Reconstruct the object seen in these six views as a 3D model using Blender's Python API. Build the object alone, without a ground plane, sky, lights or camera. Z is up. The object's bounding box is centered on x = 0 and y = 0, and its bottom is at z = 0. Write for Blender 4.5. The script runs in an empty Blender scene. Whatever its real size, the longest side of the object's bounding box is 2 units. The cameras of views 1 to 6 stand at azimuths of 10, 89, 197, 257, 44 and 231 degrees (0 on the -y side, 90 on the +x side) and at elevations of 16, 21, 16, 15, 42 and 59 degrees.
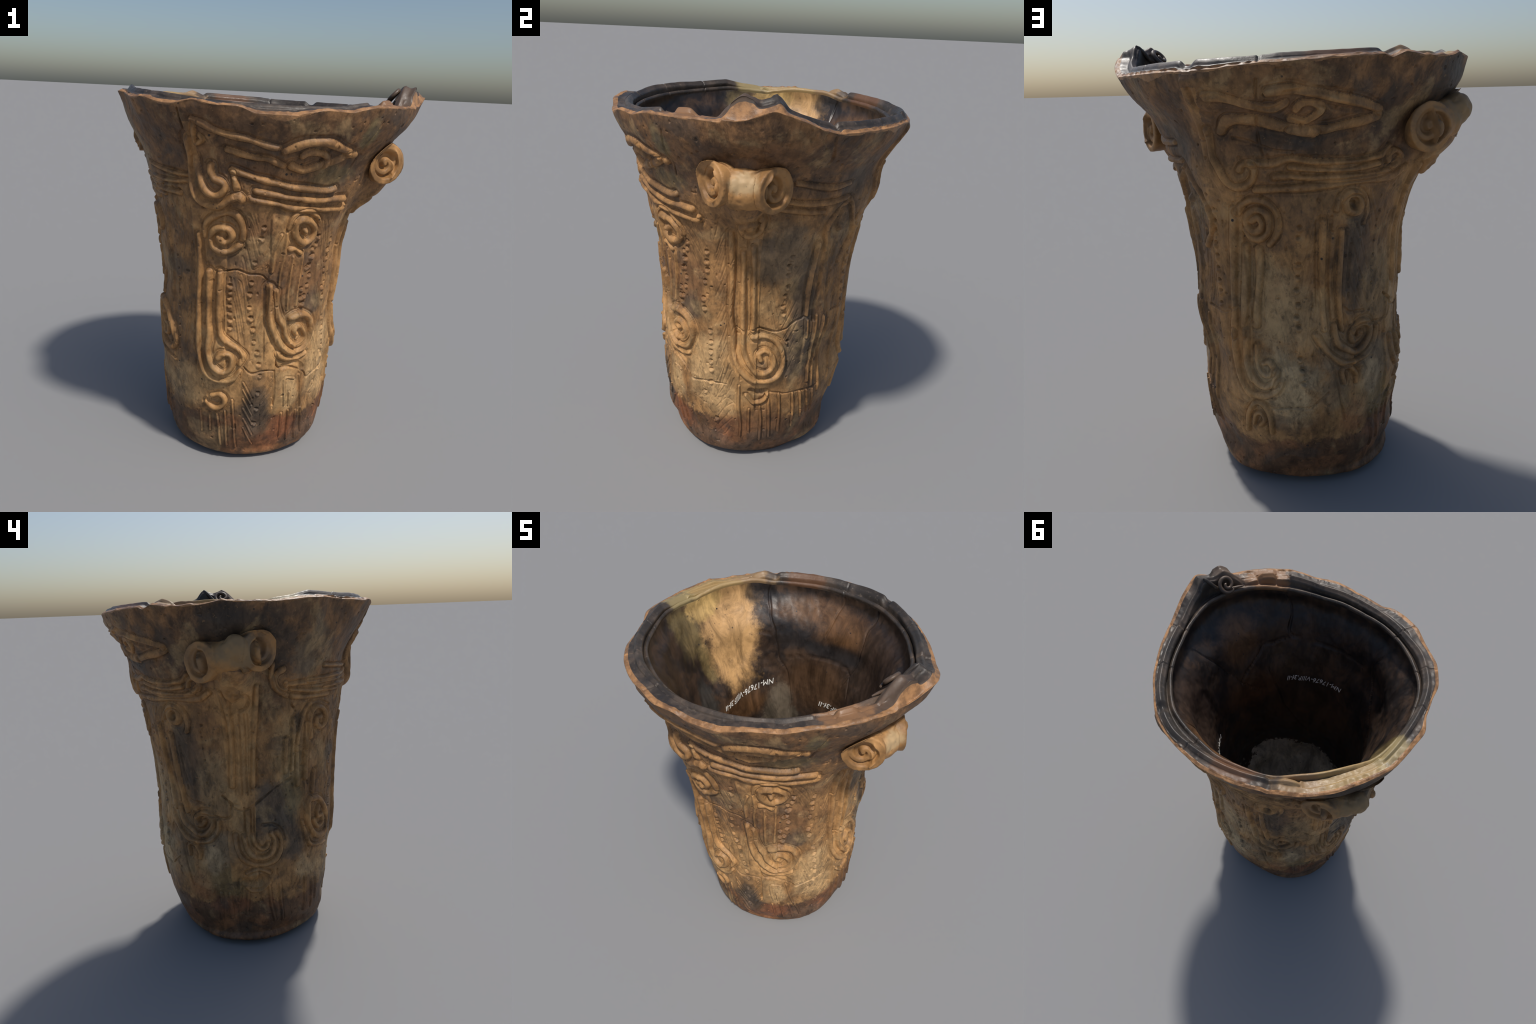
"""A tall flared ritual pot of hand-built clay: a body of revolution made uneven,
with applied spiral cords, neck bands, two ram's-horn handles and a double-ridged rim."""
import bpy, math
import numpy as np
from mathutils import Vector

rng = np.random.default_rng(17)
TAU = 2 * math.pi

# ------------------------------------------------------------------ body shape
# Wall radius by height: mean radius, then cosine/sine terms of order 1..4
# (a hand-built pot is off-centre, oval and a little square).
PROFILE = [
    (0.00, [0.351, -0.035, -0.012, -0.003, 0.011, -0.001, 0.004, 0.002, 0.001]),
    (0.03, [0.409, -0.054, -0.010, 0.002, 0.002, -0.005, 0.000, 0.001, -0.007]),
    (0.08, [0.430, -0.043, -0.010, -0.005, 0.008, -0.001, -0.006, 0.001, -0.011]),
    (0.16, [0.447, -0.043, -0.013, -0.003, 0.009, 0.001, -0.002, 0.008, 0.006]),
    (0.28, [0.467, -0.042, -0.005, -0.010, 0.006, 0.003, -0.006, 0.002, 0.005]),
    (0.42, [0.489, -0.048, 0.002, -0.014, 0.000, -0.003, -0.002, -0.001, 0.001]),
    (0.60, [0.501, -0.049, 0.003, -0.009, -0.003, 0.010, -0.005, 0.006, -0.004]),
    (0.80, [0.492, -0.048, 0.002, -0.013, 0.010, 0.003, -0.004, -0.003, -0.008]),
    (1.00, [0.497, -0.050, 0.003, -0.017, 0.011, 0.007, 0.001, 0.002, -0.007]),
    (1.20, [0.518, -0.048, 0.004, -0.020, 0.007, 0.008, -0.001, -0.001, 0.001]),
    (1.35, [0.550, -0.047, 0.004, -0.017, 0.002, 0.005, 0.002, -0.000, -0.003]),
    (1.50, [0.593, -0.035, -0.003, -0.009, 0.005, -0.005, 0.000, 0.009, -0.016]),
    (1.65, [0.627, -0.013, -0.007, 0.005, 0.003, -0.012, -0.006, 0.007, -0.006]),
    (1.80, [0.719, 0.003, 0.005, 0.013, 0.000, -0.003, 0.000, 0.011, -0.006]),
    (2.00, [0.803, -0.011, 0.023, 0.016, 0.003, 0.007, 0.008, 0.004, -0.005]),
]
PZ = np.array([p[0] for p in PROFILE])
PC = np.array([p[1] for p in PROFILE])
PM = np.gradient(PC, PZ, axis=0)
AXIS = np.array([-0.045, 0.0])            # where the foot is centred


def wall_radius(th, z):
    """Radius of the plain outer wall at angle th (radians) and height z."""
    th, z = np.broadcast_arrays(np.asarray(th, float), np.asarray(z, float))
    zc = np.clip(z, 0, 2.0)
    i = np.clip(np.searchsorted(PZ, zc) - 1, 0, len(PZ) - 2)
    h = PZ[i + 1] - PZ[i]
    t = (zc - PZ[i]) / h
    a, b, c, d = 2*t**3 - 3*t**2 + 1, t**3 - 2*t**2 + t, 3*t**2 - 2*t**3, t**3 - t**2
    out = np.zeros_like(zc)
    for k in range(9):
        o = (k + 1) // 2
        ang = np.ones_like(th) if k == 0 else (np.cos(o*th) if k % 2 else np.sin(o*th))
        out += ang * (a*PC[i, k] + b*h*PM[i, k] + c*PC[i+1, k] + d*h*PM[i+1, k])
    return out


NT = 1152                                  # columns round the pot
TH = np.arange(NT) / NT * TAU - math.pi
DEG = np.degrees(TH)


def ring(pairs, sigma=1.2):
    """A closed curve over the angle, from (degree, value) control points, softened."""
    pairs = sorted(pairs)
    x = np.array([p[0] for p in pairs], float)
    y = np.array([p[1] for p in pairs], float)
    v = np.interp(DEG, np.r_[x[-1]-360, x, x[0]+360], np.r_[y[-1], y, y[0]])
    n = int(4*sigma*NT/360) + 1
    k = np.exp(-0.5*(np.arange(-n, n+1)*360/NT/sigma)**2)
    k /= k.sum()
    return np.convolve(np.r_[v[-n:], v, v[:n]], k, 'same')[n:-n]


def lattice_noise(p, scale, seed):
    """Smooth 3D value noise in -1..1 for an (..., 3) array of points."""
    r = np.random.default_rng(seed)
    tab = r.uniform(-1, 1, 4096)
    q = p * scale
    i = np.floor(q).astype(np.int64)
    f = q - i
    f = f*f*(3 - 2*f)
    out = np.zeros(p.shape[:-1])
    for dx in (0, 1):
        for dy in (0, 1):
            for dz in (0, 1):
                hsh = ((i[..., 0]+dx)*73856093) ^ ((i[..., 1]+dy)*19349663) ^ ((i[..., 2]+dz)*83492791)
                w = (f[..., 0] if dx else 1-f[..., 0]) * (f[..., 1] if dy else 1-f[..., 1]) * (f[..., 2] if dz else 1-f[..., 2])
                out += w * tab[hsh & 4095]
    return out


def smooth(x, a, b):
    t = np.clip((x - a) / (b - a), 0, 1)
    return t*t*(3 - 2*t)


# ------------------------------------------------------------------ rim curves
# height of the outer (broken) lip: two low peaks, worn notches between sherds
LIP_Z = ring([(-178, 1.892), (-165, 1.906), (-155, 1.904), (-145, 1.895), (-135, 1.888), (-125, 1.890), (-118, 1.872),
              (-112, 1.872), (-105, 1.892), (-97, 1.876), (-88, 1.872), (-84, 1.850), (-78, 1.832), (-73, 1.826),
              (-68, 1.855), (-58, 1.873), (-48, 1.868), (-37, 1.893), (-28, 1.890), (-20, 1.893), (-12, 1.890),
              (-3, 1.905), (3, 1.940), (5, 1.945), (9, 1.925), (14, 1.905), (20, 1.870), (26, 1.850), (35, 1.845),
              (48, 1.842), (60, 1.825), (70, 1.849), (80, 1.847), (90, 1.858), (98, 1.866), (110, 1.873), (124, 1.884),
              (132, 1.890), (134, 1.876), (138, 1.897), (145, 1.886), (158, 1.890), (163, 1.903), (169, 1.902), (176, 1.898)], 0.6)
LIP_R = ring([(-168, .765), (-160, .768), (-153, .734), (-143, .738), (-136, .763), (-124, .766), (-110, .751),
              (-96, .750), (-85, .718), (-75, .717), (-64, .716), (-52, .712), (-42, .726), (-30, .745), (-20, .757),
              (-10, .772), (-3, .785), (4.5, .818), (10, .800), (17, .775), (26, .746), (35, .728), (49, .716), (67, .724),
              (77, .744), (87, .746), (100, .749), (109, .755), (119, .757), (134, .762), (139, .772), (150, .776),
              (161, .776), (173, .772), (180, .778)], 1.0)
CREST_R = ring([(-178, .712), (-170, .701), (-162, .696), (-154, .694), (-145, .701), (-137, .704), (-129, .698),
                (-119, .692), (-109, .671), (-92, .654), (-79, .640), (-66, .640), (-54, .638), (-42, .657), (-30, .675),
                (-11, .690), (-4, .705), (6, .720), (15, .705), (24, .677), (35, .670), (44, .668), (55, .670), (66, .687),
                (81, .705), (89, .709), (98, .698), (109, .697), (120, .697), (132, .702), (150, .712), (165, .706), (178, .716)], 2)
# height of the dark rolled ridge: nearly level, broken off in two places, with a two-horned peak
CREST_Z = ring([(-178, 1.908), (-170, 1.922), (-162, 1.941), (-150, 1.929), (-140, 1.925), (-124, 1.918), (-110, 1.903),
                (-103, 1.897), (-90, 1.888), (-79, 1.886), (-66, 1.886), (-54, 1.886), (-44, 1.900), (-37, 1.911),
                (-36, 1.892), (-30, 1.892), (-28.5, 1.922), (-23, 1.924), (-20, 1.896), (-13, 1.898), (-11, 1.925), (-8, 1.962),
                (-5.5, 1.988), (-4, 1.999), (-2, 1.986), (1, 1.974), (4, 1.984), (6, 1.997), (7.5, 1.985), (10, 1.945),
                (14, 1.924), (22, 1.897), (26, 1.887), (27.3, 1.872), (29, 1.888), (40, 1.886), (57, 1.887), (73, 1.889),
                (75, 1.868), (77, 1.870), (79, 1.889), (95, 1.892), (107, 1.903), (120, 1.907), (132.5, 1.914), (134, 1.898),
                (136, 1.908), (140, 1.924), (144, 1.910), (147, 1.880), (165, 1.890), (176, 1.890)], 0.5)
INNER_R = ring([(-163, .673), (-157, .670), (-151, .663), (-142, .666), (-134, .664), (-124, .647), (-112, .635),
                (-96, .621), (-82, .600), (-68, .595), (-52, .590), (-35, .602), (-20, .625), (-8, .640), (2, .648),
                (10, .650), (24, .637), (35, .621), (46, .625), (65, .632), (77, .645), (87, .640), (99, .637),
                (109, .650), (120, .650), (134, .666), (151, .664), (167, .667), (179, .680)], 2)
chips = lattice_noise(np.stack([np.cos(TH)*6, np.sin(TH)*6, TH*0], -1), 3.0, 71)*.004
BREAK_Z = LIP_Z + chips                    # how far down the outer face is chipped
LIP_Z = np.maximum(LIP_Z, np.minimum(CREST_Z - .038, 1.90)) + .4*chips
INNER_Z = ring([(-164, 1.903), (-141, 1.884), (-122, 1.873), (-100, 1.856), (-80, 1.846), (-55, 1.846), (-35, 1.870),
                (-20, 1.885), (-5, 1.892), (8, 1.890), (20, 1.866), (40, 1.850), (65, 1.850), (96, 1.864), (119, 1.874),
                (136, 1.882), (145, 1.908), (150, 1.908), (160, 1.910), (167, 1.905), (177, 1.886)], 1)

FLOOR_Z = 0.10

# ------------------------------------------------------------------ outer grid
NV = 690
V = np.linspace(0, 1, NV)
V = V - 0.012*np.sin(TAU*V)*0
Z = V[:, None] * LIP_Z[None, :]
THG = np.broadcast_to(TH, Z.shape)
grow = smooth(Z, 1.60, 1.93)
top_fix = LIP_R - wall_radius(TH, LIP_Z)
RO = wall_radius(THG, Z) + top_fix * np.clip((Z - 1.62)/(LIP_Z - 1.62), 0, 1)**1.2
# swellings and hollows of the hand-built wall: angle, height, half-widths, depth
SWELL = [(132, 1.70, 34, .17, .027), (142, 1.36, 30, .11, -.022), (135, .66, 28, .13, -.020), (140, .20, 24, .10, .022),
         (-38, .97, 17, .20, .018), (8, .76, 13, .16, -.008), (-15, .55, 10, .09, -.018), (55, 1.58, 17, .13, -.018),
         (-118, 1.57, 11, .10, -.014), (-48, 1.58, 26, .13, -.017), (-150, 1.72, 12, .08, .012), (60, .60, 16, .20, -.012),
         (-100, 1.40, 12, .06, -.010), (-4, 1.74, 17, .07, -.008),
         (170, 1.80, 16, .08, .016), (125, 1.68, 22, .09, .010), (-146, 1.74, 14, .12, .012), (57, 1.56, 22, .16, -.016),
         (-117, 1.55, 11, .10, -.012), (-78, 1.55, 11, .09, -.010), (105, 1.47, 12, .12, -.018), (48, .86, 7, .14, .018), (95, 1.2, 14, .35, -.008),
         (-5, .70, 20, .24, -.009), (-27, .66, 13, .20, -.010), (-56, .95, 10, .18, .011), (140, .50, 20, .09, -.009), (134, .18, 12, .08, .008),
         (62, .60, 14, .30, -.006), (140, .82, 14, .28, -.010), (147, .20, 9, .07, .010),
         (112, 1.62, 18, .09, .022), (165, 1.60, 9, .07, .008), (138, .78, 9, .2, -.010), (-104, 1.62, 8, .07, .010), (-122, 1.66, 9, .09, .012), (50, 1.40, 12, .20, -.008),
         (38, 1.55, 12, .11, .018), (52, 1.70, 14, .10, .008), (152, .20, 26, .11, .010), (-62, .85, 14, .25, .011), (100, 1.05, 10, .2, .006)]
RO = RO - .0035*smooth(Z, .30, .45)*(1-smooth(Z, 1.66, 1.82))      # ground level between the applied cords
for a_, z_, wa, wz, amp in SWELL:
    x_ = ((DEG - a_ + 180) % 360 - 180)[None, :]
    RO = RO + amp*np.exp(-(x_/wa)**2 - ((Z-z_)/wz)**2)*(1-smooth(Z, LIP_Z-.10, LIP_Z))

cords = np.zeros_like(Z)                   # raised clay cords
cuts = np.zeros_like(Z)                    # incised lines and cracks
dents = np.zeros_like(Z)                   # punctures, knobs
owner = np.zeros(Z.shape, np.int8)         # which part a raised cord belongs to
PART_KEYS = ['', 'A', 'B', 'C', 'D', 'E', 'F', 'G', 'H', 'N']


def spline(pts, sub=5):
    p = np.array(pts, float)
    if len(p) < 3:
        t = np.linspace(0, 1, 8)[:, None]
        return p[0]*(1-t) + p[-1]*t
    q = np.vstack([2*p[0]-p[1], p, 2*p[-1]-p[-2]])
    out = []
    for i in range(1, len(q)-2):
        for t in np.arange(sub)/sub:
            out.append(0.5*((2*q[i]) + (q[i+1]-q[i-1])*t + (2*q[i-1]-5*q[i]+4*q[i+1]-q[i+2])*t*t
                            + (3*q[i]-q[i-1]-3*q[i+1]+q[i+2])*t**3))
    out.append(p[-1])
    return np.array(out)


def unwrap_pts(pts):
    p = np.array(pts, float)
    p[:, 0] = np.degrees(np.unwrap(np.radians(p[:, 0])))
    return p


def window(a0, a1, z0, z1):
    """Index window of the grid that covers an angle and height range."""
    j = np.arange(math.floor((a0+180)/360*NT), math.ceil((a1+180)/360*NT)+1)
    i = np.arange(max(0, int(z0/1.96*NV)), min(NV, int(z1/1.80*NV)+2))
    return i, j


def stroke(pts, w, wobble=0.12):
    """Distance / width field along a spine (degree, height); returns window and field."""
    p = spline(unwrap_pts(pts))
    zm = p[:, 1].mean()
    r = float(wall_radius(math.radians(p[:, 0].mean()), zm))
    da = math.degrees(w/r)*1.8
    i, j = window(p[:, 0].min()-da, p[:, 0].max()+da, p[:, 1].min()-w*1.8, p[:, 1].max()+w*1.8)
    jj = j % NT
    zz = Z[np.ix_(i, jj)]
    aa = np.radians(((j+0.0)/NT*360-180))[None, :]
    best = np.full(zz.shape, 9.0)
    seed = abs(int(p[0, 0]*10)) % 97
    for k in range(len(p)-1):
        ax, az = math.radians(p[k, 0]), p[k, 1]
        bx, bz = math.radians(p[k+1, 0]), p[k+1, 1]
        c0 = max(0, int(((math.degrees(min(ax, bx))-da+180)/360*NT) - j[0]))
        c1 = int(((math.degrees(max(ax, bx))+da+180)/360*NT) - j[0]) + 2
        r0 = max(0, int((min(az, bz)-w*1.8)/1.96*NV) - i[0])
        r1 = max(0, int((max(az, bz)+w*1.8)/1.80*NV) - i[0] + 3)
        sub = zz[r0:r1, c0:c1]
        if sub.size == 0:
            continue
        px, pz = (aa[:, c0:c1]-ax)*r, sub-az
        ux, uz = (bx-ax)*r, bz-az
        t = np.clip((px*ux+pz*uz)/(ux*ux+uz*uz+1e-12), 0, 1)
        wk = w*(1 + wobble*math.sin(k*.45+seed))
        dist = np.hypot(px-t*ux, pz-t*uz)/wk
        best[r0:r1, c0:c1] = np.minimum(best[r0:r1, c0:c1], dist)
    return np.ix_(i, jj), best


def cord(part, w, h, pts):
    """A rolled cord of clay laid on the wall: half-width w, height h."""
    h = h*1.05
    win, t = stroke(pts, w*(2.1 if w > .0085 else 1.5))
    f = h*np.where(t < 1, (.5+.5*np.cos(math.pi*np.clip(t, 0, 1)))**1.25, 0)
    cur = cords[win]
    if part in PART_KEYS:
        own = owner[win]
        own[(f > cur) & (f > h*0.45)] = PART_KEYS.index(part)
        owner[win] = own
    cords[win] = np.maximum(cur, f)
    if w > .0085:                          # extra groove modelled at each foot to deepen its baked shadow line
        win2, d = stroke(pts, w)
        line = .0105*np.exp(-((d*w - 1.26*w)/.0045)**2)
        cuts[win2] = np.maximum(cuts[win2], np.where(d < 9, line, 0))
    # the tool that pressed the cord on left a shallow trough beside it
    win, t = stroke(pts, w*2.3)
    trough = 0.42*h*np.exp(-((t-0.78)/0.20)**2)
    cuts[win] = np.maximum(cuts[win], np.where(t < 1.3, trough, 0))


def incise(part, w, h, pts):
    """A groove cut or pressed into the clay."""
    win, t = stroke(pts, w*1.3, 0.25 if part == 'crack' else 0.12)
    if part == 'crack':                    # mended joins: ragged, opened and closed along their run
        h = h*(.75 + .5*lattice_noise(np.stack([Z[win]*9, DEG[win[1]]*.12 + Z[win]*0, Z[win]*0], -1), 2.3, 40))
    f = h*np.where(t < 1, (1-np.clip(t, 0, 1)**2), 0)
    cuts[win] = np.maximum(cuts[win], f)


def blob(deg, z, w, h, hz=1.0):
    r = float(wall_radius(math.radians(deg), z))
    da = math.degrees(w/r)
    i, j = window(deg-da, deg+da, z-w*hz, z+w*hz)
    jj = j % NT
    win = np.ix_(i, jj)
    x = (np.radians(j/NT*360-180)-math.radians(deg))[None, :]*r
    t = np.hypot(x, (Z[win]-z)/hz)/w
    dents[win] += h*np.where(t < 1, (1-np.clip(t, 0, 1)**2)**1.5, 0)


def knob(part, *pts):
    for a, z in pts:
        blob(a, z, .024, .022)


def puncture(a, z, s=1.0):
    """A thumb-nail stroke: a pit under a small pushed-up lump."""
    blob(a, z+.008*s, .015*s, -.012*s, 0.7)
    blob(a, z-.007*s, .016*s, .010*s, 0.9)


def punctures(pts):
    for a, z in pts:
        puncture(a, z, rng.uniform(.85, 1.1))


def hatch(a0, am, a1, z0, z1, step, lean, depth=.0026):
    """Herringbone field: fine scratches that slope down to a middle line."""
    for side, (b0, b1) in ((-1, (a0, am)), (1, (a1, am))):
        n = int((z1-z0+lean)/step)
        for k in range(n):
            zz = z0 + k*step + rng.uniform(-.013, .013)
            top, bot = zz+lean*.5, zz-lean*.5
            if bot > z1 or top < z0:
                continue
            e0, e1 = b0 + (b1-b0)*rng.uniform(.02, .35), b0 + (b1-b0)*rng.uniform(.62, .93)
            incise('hatch', .0042, depth*rng.uniform(.35, 1.25), [(e0, min(top, z1)), ((e0+e1)/2+rng.uniform(-.4, .4), (top+bot)/2), (e1, max(bot, z0))])


def build_relief():
    # column A
    cord('A', 0.016, 0.018, [(-111.1, 1.726), (-111.7, 1.692), (-112.5, 1.586), (-111.4, 1.52), (-109.7, 1.471), (-107, 1.439), (-102.4, 1.425), (-98.1, 1.432), (-94.6, 1.457), (-90.7, 1.476), (-88.6, 1.465)])
    incise('A', 0.006, 0.02, [(-110.9, 1.85), (-110.9, 1.791), (-111.2, 1.737)])
    cord('A', 0.014, 0.015, [(-108.8, 1.642), (-106.9, 1.574), (-105.2, 1.52), (-103, 1.49), (-100.2, 1.479), (-97.6, 1.486), (-95.9, 1.511), (-96.3, 1.533), (-97.9, 1.543), (-100.1, 1.552), (-101, 1.569), (-101.8, 1.591), (-101.7, 1.613)])
    cord('A', 0.01, 0.009, [(-105.8, 1.792), (-107.2, 1.741), (-107.6, 1.707), (-105.7, 1.713), (-103.9, 1.729), (-104.5, 1.747)])
    cord('A', 0.012, 0.01, [(-106.3, 1.812), (-102.6, 1.798), (-99.5, 1.776), (-95.1, 1.755), (-90.1, 1.744), (-85.6, 1.735), (-82, 1.721), (-78, 1.708), (-74.2, 1.703)])
    cord('A', 0.012, 0.01, [(-94.8, 1.686), (-89, 1.668), (-82.5, 1.653), (-78.5, 1.652), (-73.7, 1.63), (-71.3, 1.621)])
    cord('A', 0.016, 0.016, [(-72.2, 1.692), (-67.7, 1.713), (-62.6, 1.731), (-56.3, 1.737), (-52.7, 1.727), (-48, 1.708), (-42.2, 1.687)])
    cord('A', 0.016, 0.014, [(-68.2, 1.622), (-63.1, 1.605), (-58.8, 1.615), (-54.1, 1.63), (-50.7, 1.639), (-46.3, 1.656), (-42.6, 1.671), (-38.4, 1.674)])
    cord('A', 0.014, 0.014, [(-64.5, 1.672), (-62.1, 1.688), (-57.9, 1.688), (-54.2, 1.677), (-52.1, 1.653), (-52.2, 1.622)])
    # neck bands
    cord('N', 0.013, 0.014, [(-93.1, 1.595), (-87.3, 1.577), (-82.2, 1.561), (-77.2, 1.547), (-72.5, 1.538), (-67.3, 1.524), (-58.8, 1.513), (-46.5, 1.499), (-41.3, 1.507)])
    cord('N', 0.013, 0.014, [(-82.7, 1.503), (-71.9, 1.483), (-68.6, 1.476), (-57.5, 1.461), (-49.9, 1.453), (-41.9, 1.456), (-31.8, 1.452)])
    cord('N', 0.013, 0.014, [(-85.4, 1.467), (-71.5, 1.44), (-65.7, 1.423), (-53.7, 1.411), (-42.1, 1.404), (-30.8, 1.397), (-29.2, 1.413)])
    cord('N', 0.014, 0.01, [(-92.7, 1.584), (-91.7, 1.548), (-90.9, 1.511)])
    cord('N', 0.01, 0.008, [(-145.9, 1.573), (-132.5, 1.559), (-120.9, 1.549), (-114.7, 1.549)])
    cord('N', 0.01, 0.008, [(-155.3, 1.501), (-131.8, 1.508), (-121, 1.514), (-114.7, 1.527)])
    cord('N', 0.01, 0.008, [(-142.5, 1.453), (-129.2, 1.46), (-119.2, 1.461)])
    # column A
    cord('A', 0.015, 0.017, [(-90.1, 1.234), (-95.1, 1.2), (-99.8, 1.2), (-103.5, 1.225), (-104.4, 1.271), (-102, 1.307), (-98.7, 1.319), (-95.1, 1.31), (-93.8, 1.278), (-95.8, 1.253), (-98.2, 1.25), (-100.2, 1.272)])
    cord('A', 0.014, 0.01, [(-88.8, 1.264), (-88.4, 1.315), (-89.9, 1.363), (-92.9, 1.39), (-97.3, 1.395), (-102.2, 1.373), (-106.1, 1.331), (-107.5, 1.27)])
    cord('A', 0.012, 0.014, [(-110.2, 1.275), (-110.6, 1.189), (-110.9, 1.083), (-111.6, 0.973), (-112.1, 0.883), (-112.2, 0.7), (-111.6, 0.642), (-109.5, 0.558), (-106.5, 0.516), (-101.4, 0.497), (-95.5, 0.502), (-91.1, 0.521), (-87.9, 0.564)])
    cord('A', 0.014, 0.016, [(-105.9, 1.087), (-106, 0.983), (-106.5, 0.848), (-106, 0.758), (-106.5, 0.676), (-105.2, 0.605), (-102.3, 0.569), (-97.9, 0.552), (-94.1, 0.567), (-92.3, 0.61), (-93.9, 0.65), (-98.2, 0.654), (-100.4, 0.633)])
    cord('A', 0.013, 0.014, [(-100.1, 1.094), (-100.6, 0.946), (-100.9, 0.833), (-99.6, 0.754), (-95.7, 0.717), (-90, 0.687), (-86, 0.647), (-88.1, 0.606)])
    cord('A', 0.013, 0.012, [(-108.5, 0.354), (-105.2, 0.33), (-101.4, 0.328), (-97.6, 0.357), (-97, 0.394), (-100, 0.415), (-104.9, 0.399)])
    # foot incisions
    cord('foot', 0.005, 0.007, [(-113.1, 0.282), (-113.7, 0.151)])
    cord('foot', 0.005, 0.007, [(-106.8, 0.295), (-107.1, 0.177)])
    cord('foot', 0.005, 0.007, [(-102, 0.306), (-100, 0.092)])
    cord('foot', 0.005, 0.007, [(-96.6, 0.316), (-96, 0.098)])
    cord('foot', 0.005, 0.007, [(-92.1, 0.391), (-90.1, 0.09)])
    # column A
    punctures([(-94.9, 1.017), (-94.9, 0.987), (-95.3, 0.956), (-95.3, 0.915), (-95, 0.873), (-94.8, 0.834), (-94.7, 0.793)])
    punctures([(-78.1, 1.322), (-79.2, 1.267), (-82.2, 1.142), (-83.4, 1.038), (-84.2, 0.977), (-84.2, 0.905), (-83.2, 0.846), (-81.5, 0.787), (-80.6, 0.721), (-78.3, 0.663), (-77, 0.596), (-75.9, 0.535), (-76.6, 0.437), (-77, 0.341), (-78, 0.248)])
    # foot incisions
    cord('foot', 0.004, 0.006, [(-85.8, 0.5), (-80.4, 0.409)])
    cord('foot', 0.004, 0.006, [(-85.6, 0.457), (-80.2, 0.362)])
    cord('foot', 0.004, 0.006, [(-85.4, 0.402), (-79.9, 0.303)])
    cord('foot', 0.004, 0.006, [(-85.3, 0.344), (-79.6, 0.245)])
    cord('foot', 0.004, 0.006, [(-85.1, 0.28), (-79.3, 0.181)])
    cord('foot', 0.004, 0.006, [(-84.9, 0.223), (-78.9, 0.109)])
    cord('foot', 0.004, 0.006, [(-68.7, 0.522), (-75.1, 0.438)])
    cord('foot', 0.004, 0.006, [(-68.4, 0.466), (-74.6, 0.376)])
    cord('foot', 0.004, 0.006, [(-68, 0.408), (-74.1, 0.312)])
    cord('foot', 0.004, 0.006, [(-67.3, 0.343), (-73.6, 0.247)])
    cord('foot', 0.004, 0.006, [(-66.4, 0.271), (-73.1, 0.177)])
    # mended cracks
    incise('crack', 0.005, 0.012, [(-102.8, 1.095), (-97.6, 1.097), (-91.2, 1.106), (-84.7, 1.086), (-77.9, 1.081), (-73.8, 1.049), (-68.4, 1.018)])
    incise('crack', 0.005, 0.012, [(-85.7, 0.585), (-81.2, 0.552), (-73.2, 0.563), (-66.8, 0.559)])
    incise('crack', 0.005, 0.01, [(-66.8, 0.557), (-66.2, 0.464), (-67, 0.364)])
    # column B
    cord('B', 0.012, 0.01, [(-65.1, 1.323), (-63.2, 1.373), (-59.5, 1.401), (-54.6, 1.402), (-49.6, 1.382), (-45.8, 1.348), (-44.4, 1.294)])
    cord('B', 0.016, 0.016, [(-61.2, 1.291), (-59.1, 1.264), (-54.6, 1.24), (-50, 1.247), (-47.2, 1.279), (-47.6, 1.31), (-52.4, 1.349), (-57.7, 1.366), (-61.3, 1.351), (-61.6, 1.313), (-60.8, 1.286)])
    # knob
    knob('B', (-55.7, 1.307))
    # column B
    cord('B', 0.012, 0.01, [(-62.8, 1.214), (-59.7, 1.216), (-55.7, 1.19)])
    cord('B', 0.007, 0.007, [(-65.7, 1.298), (-66, 1.19), (-67.5, 1.103), (-67.7, 1.013), (-67.2, 0.924)])
    cord('B', 0.007, 0.007, [(-68.9, 1.291), (-71.7, 1.214), (-72.5, 1.101)])
    cord('B', 0.007, 0.007, [(-60.5, 1.173), (-61.1, 1.075), (-61.4, 0.985), (-61.5, 0.897)])
    cord('B', 0.007, 0.007, [(-53.6, 1.201), (-54.1, 1.086), (-55.2, 0.978), (-55.6, 0.913)])
    punctures([(-42.2, 1.256), (-43.4, 1.217), (-45.3, 1.161), (-47, 1.109), (-45.9, 1.058), (-47, 1.004), (-49, 0.949), (-50.1, 0.911)])
    cord('B', 0.016, 0.018, [(-73.3, 1.021), (-72.5, 0.95), (-71.5, 0.86), (-69.9, 0.791), (-66.3, 0.731), (-61.5, 0.681), (-56.5, 0.654), (-51.4, 0.652), (-46.2, 0.669), (-42.2, 0.713), (-40.8, 0.766), (-43.1, 0.82), (-47.6, 0.849), (-54.2, 0.858), (-58.5, 0.849)])
    cord('B', 0.014, 0.016, [(-68.9, 0.996), (-68.8, 0.925), (-66.6, 0.856), (-62.8, 0.808), (-61.3, 0.749), (-58.1, 0.709), (-53.6, 0.685), (-49.1, 0.69), (-45.9, 0.724), (-48.3, 0.769), (-52.5, 0.795), (-55.5, 0.778), (-53.4, 0.753)])
    cord('B', 0.014, 0.01, [(-65.3, 0.655), (-62.3, 0.629), (-56.8, 0.615), (-50.5, 0.617), (-44.5, 0.63)])
    incise('B', 0.014, 0.01, [(-60.8, 0.577), (-56.1, 0.593), (-51, 0.59), (-46.5, 0.548)])
    # foot incisions
    cord('foot', 0.005, 0.007, [(-58.4, 0.35), (-59.8, 0.502), (-52.3, 0.498)])
    cord('foot', 0.005, 0.007, [(-48.3, 0.509), (-44.2, 0.313)])
    cord('foot', 0.005, 0.007, [(-55.7, 0.424), (-55, 0.342)])
    cord('foot', 0.005, 0.007, [(-59.7, 0.297), (-58.7, 0.141)])
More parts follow.
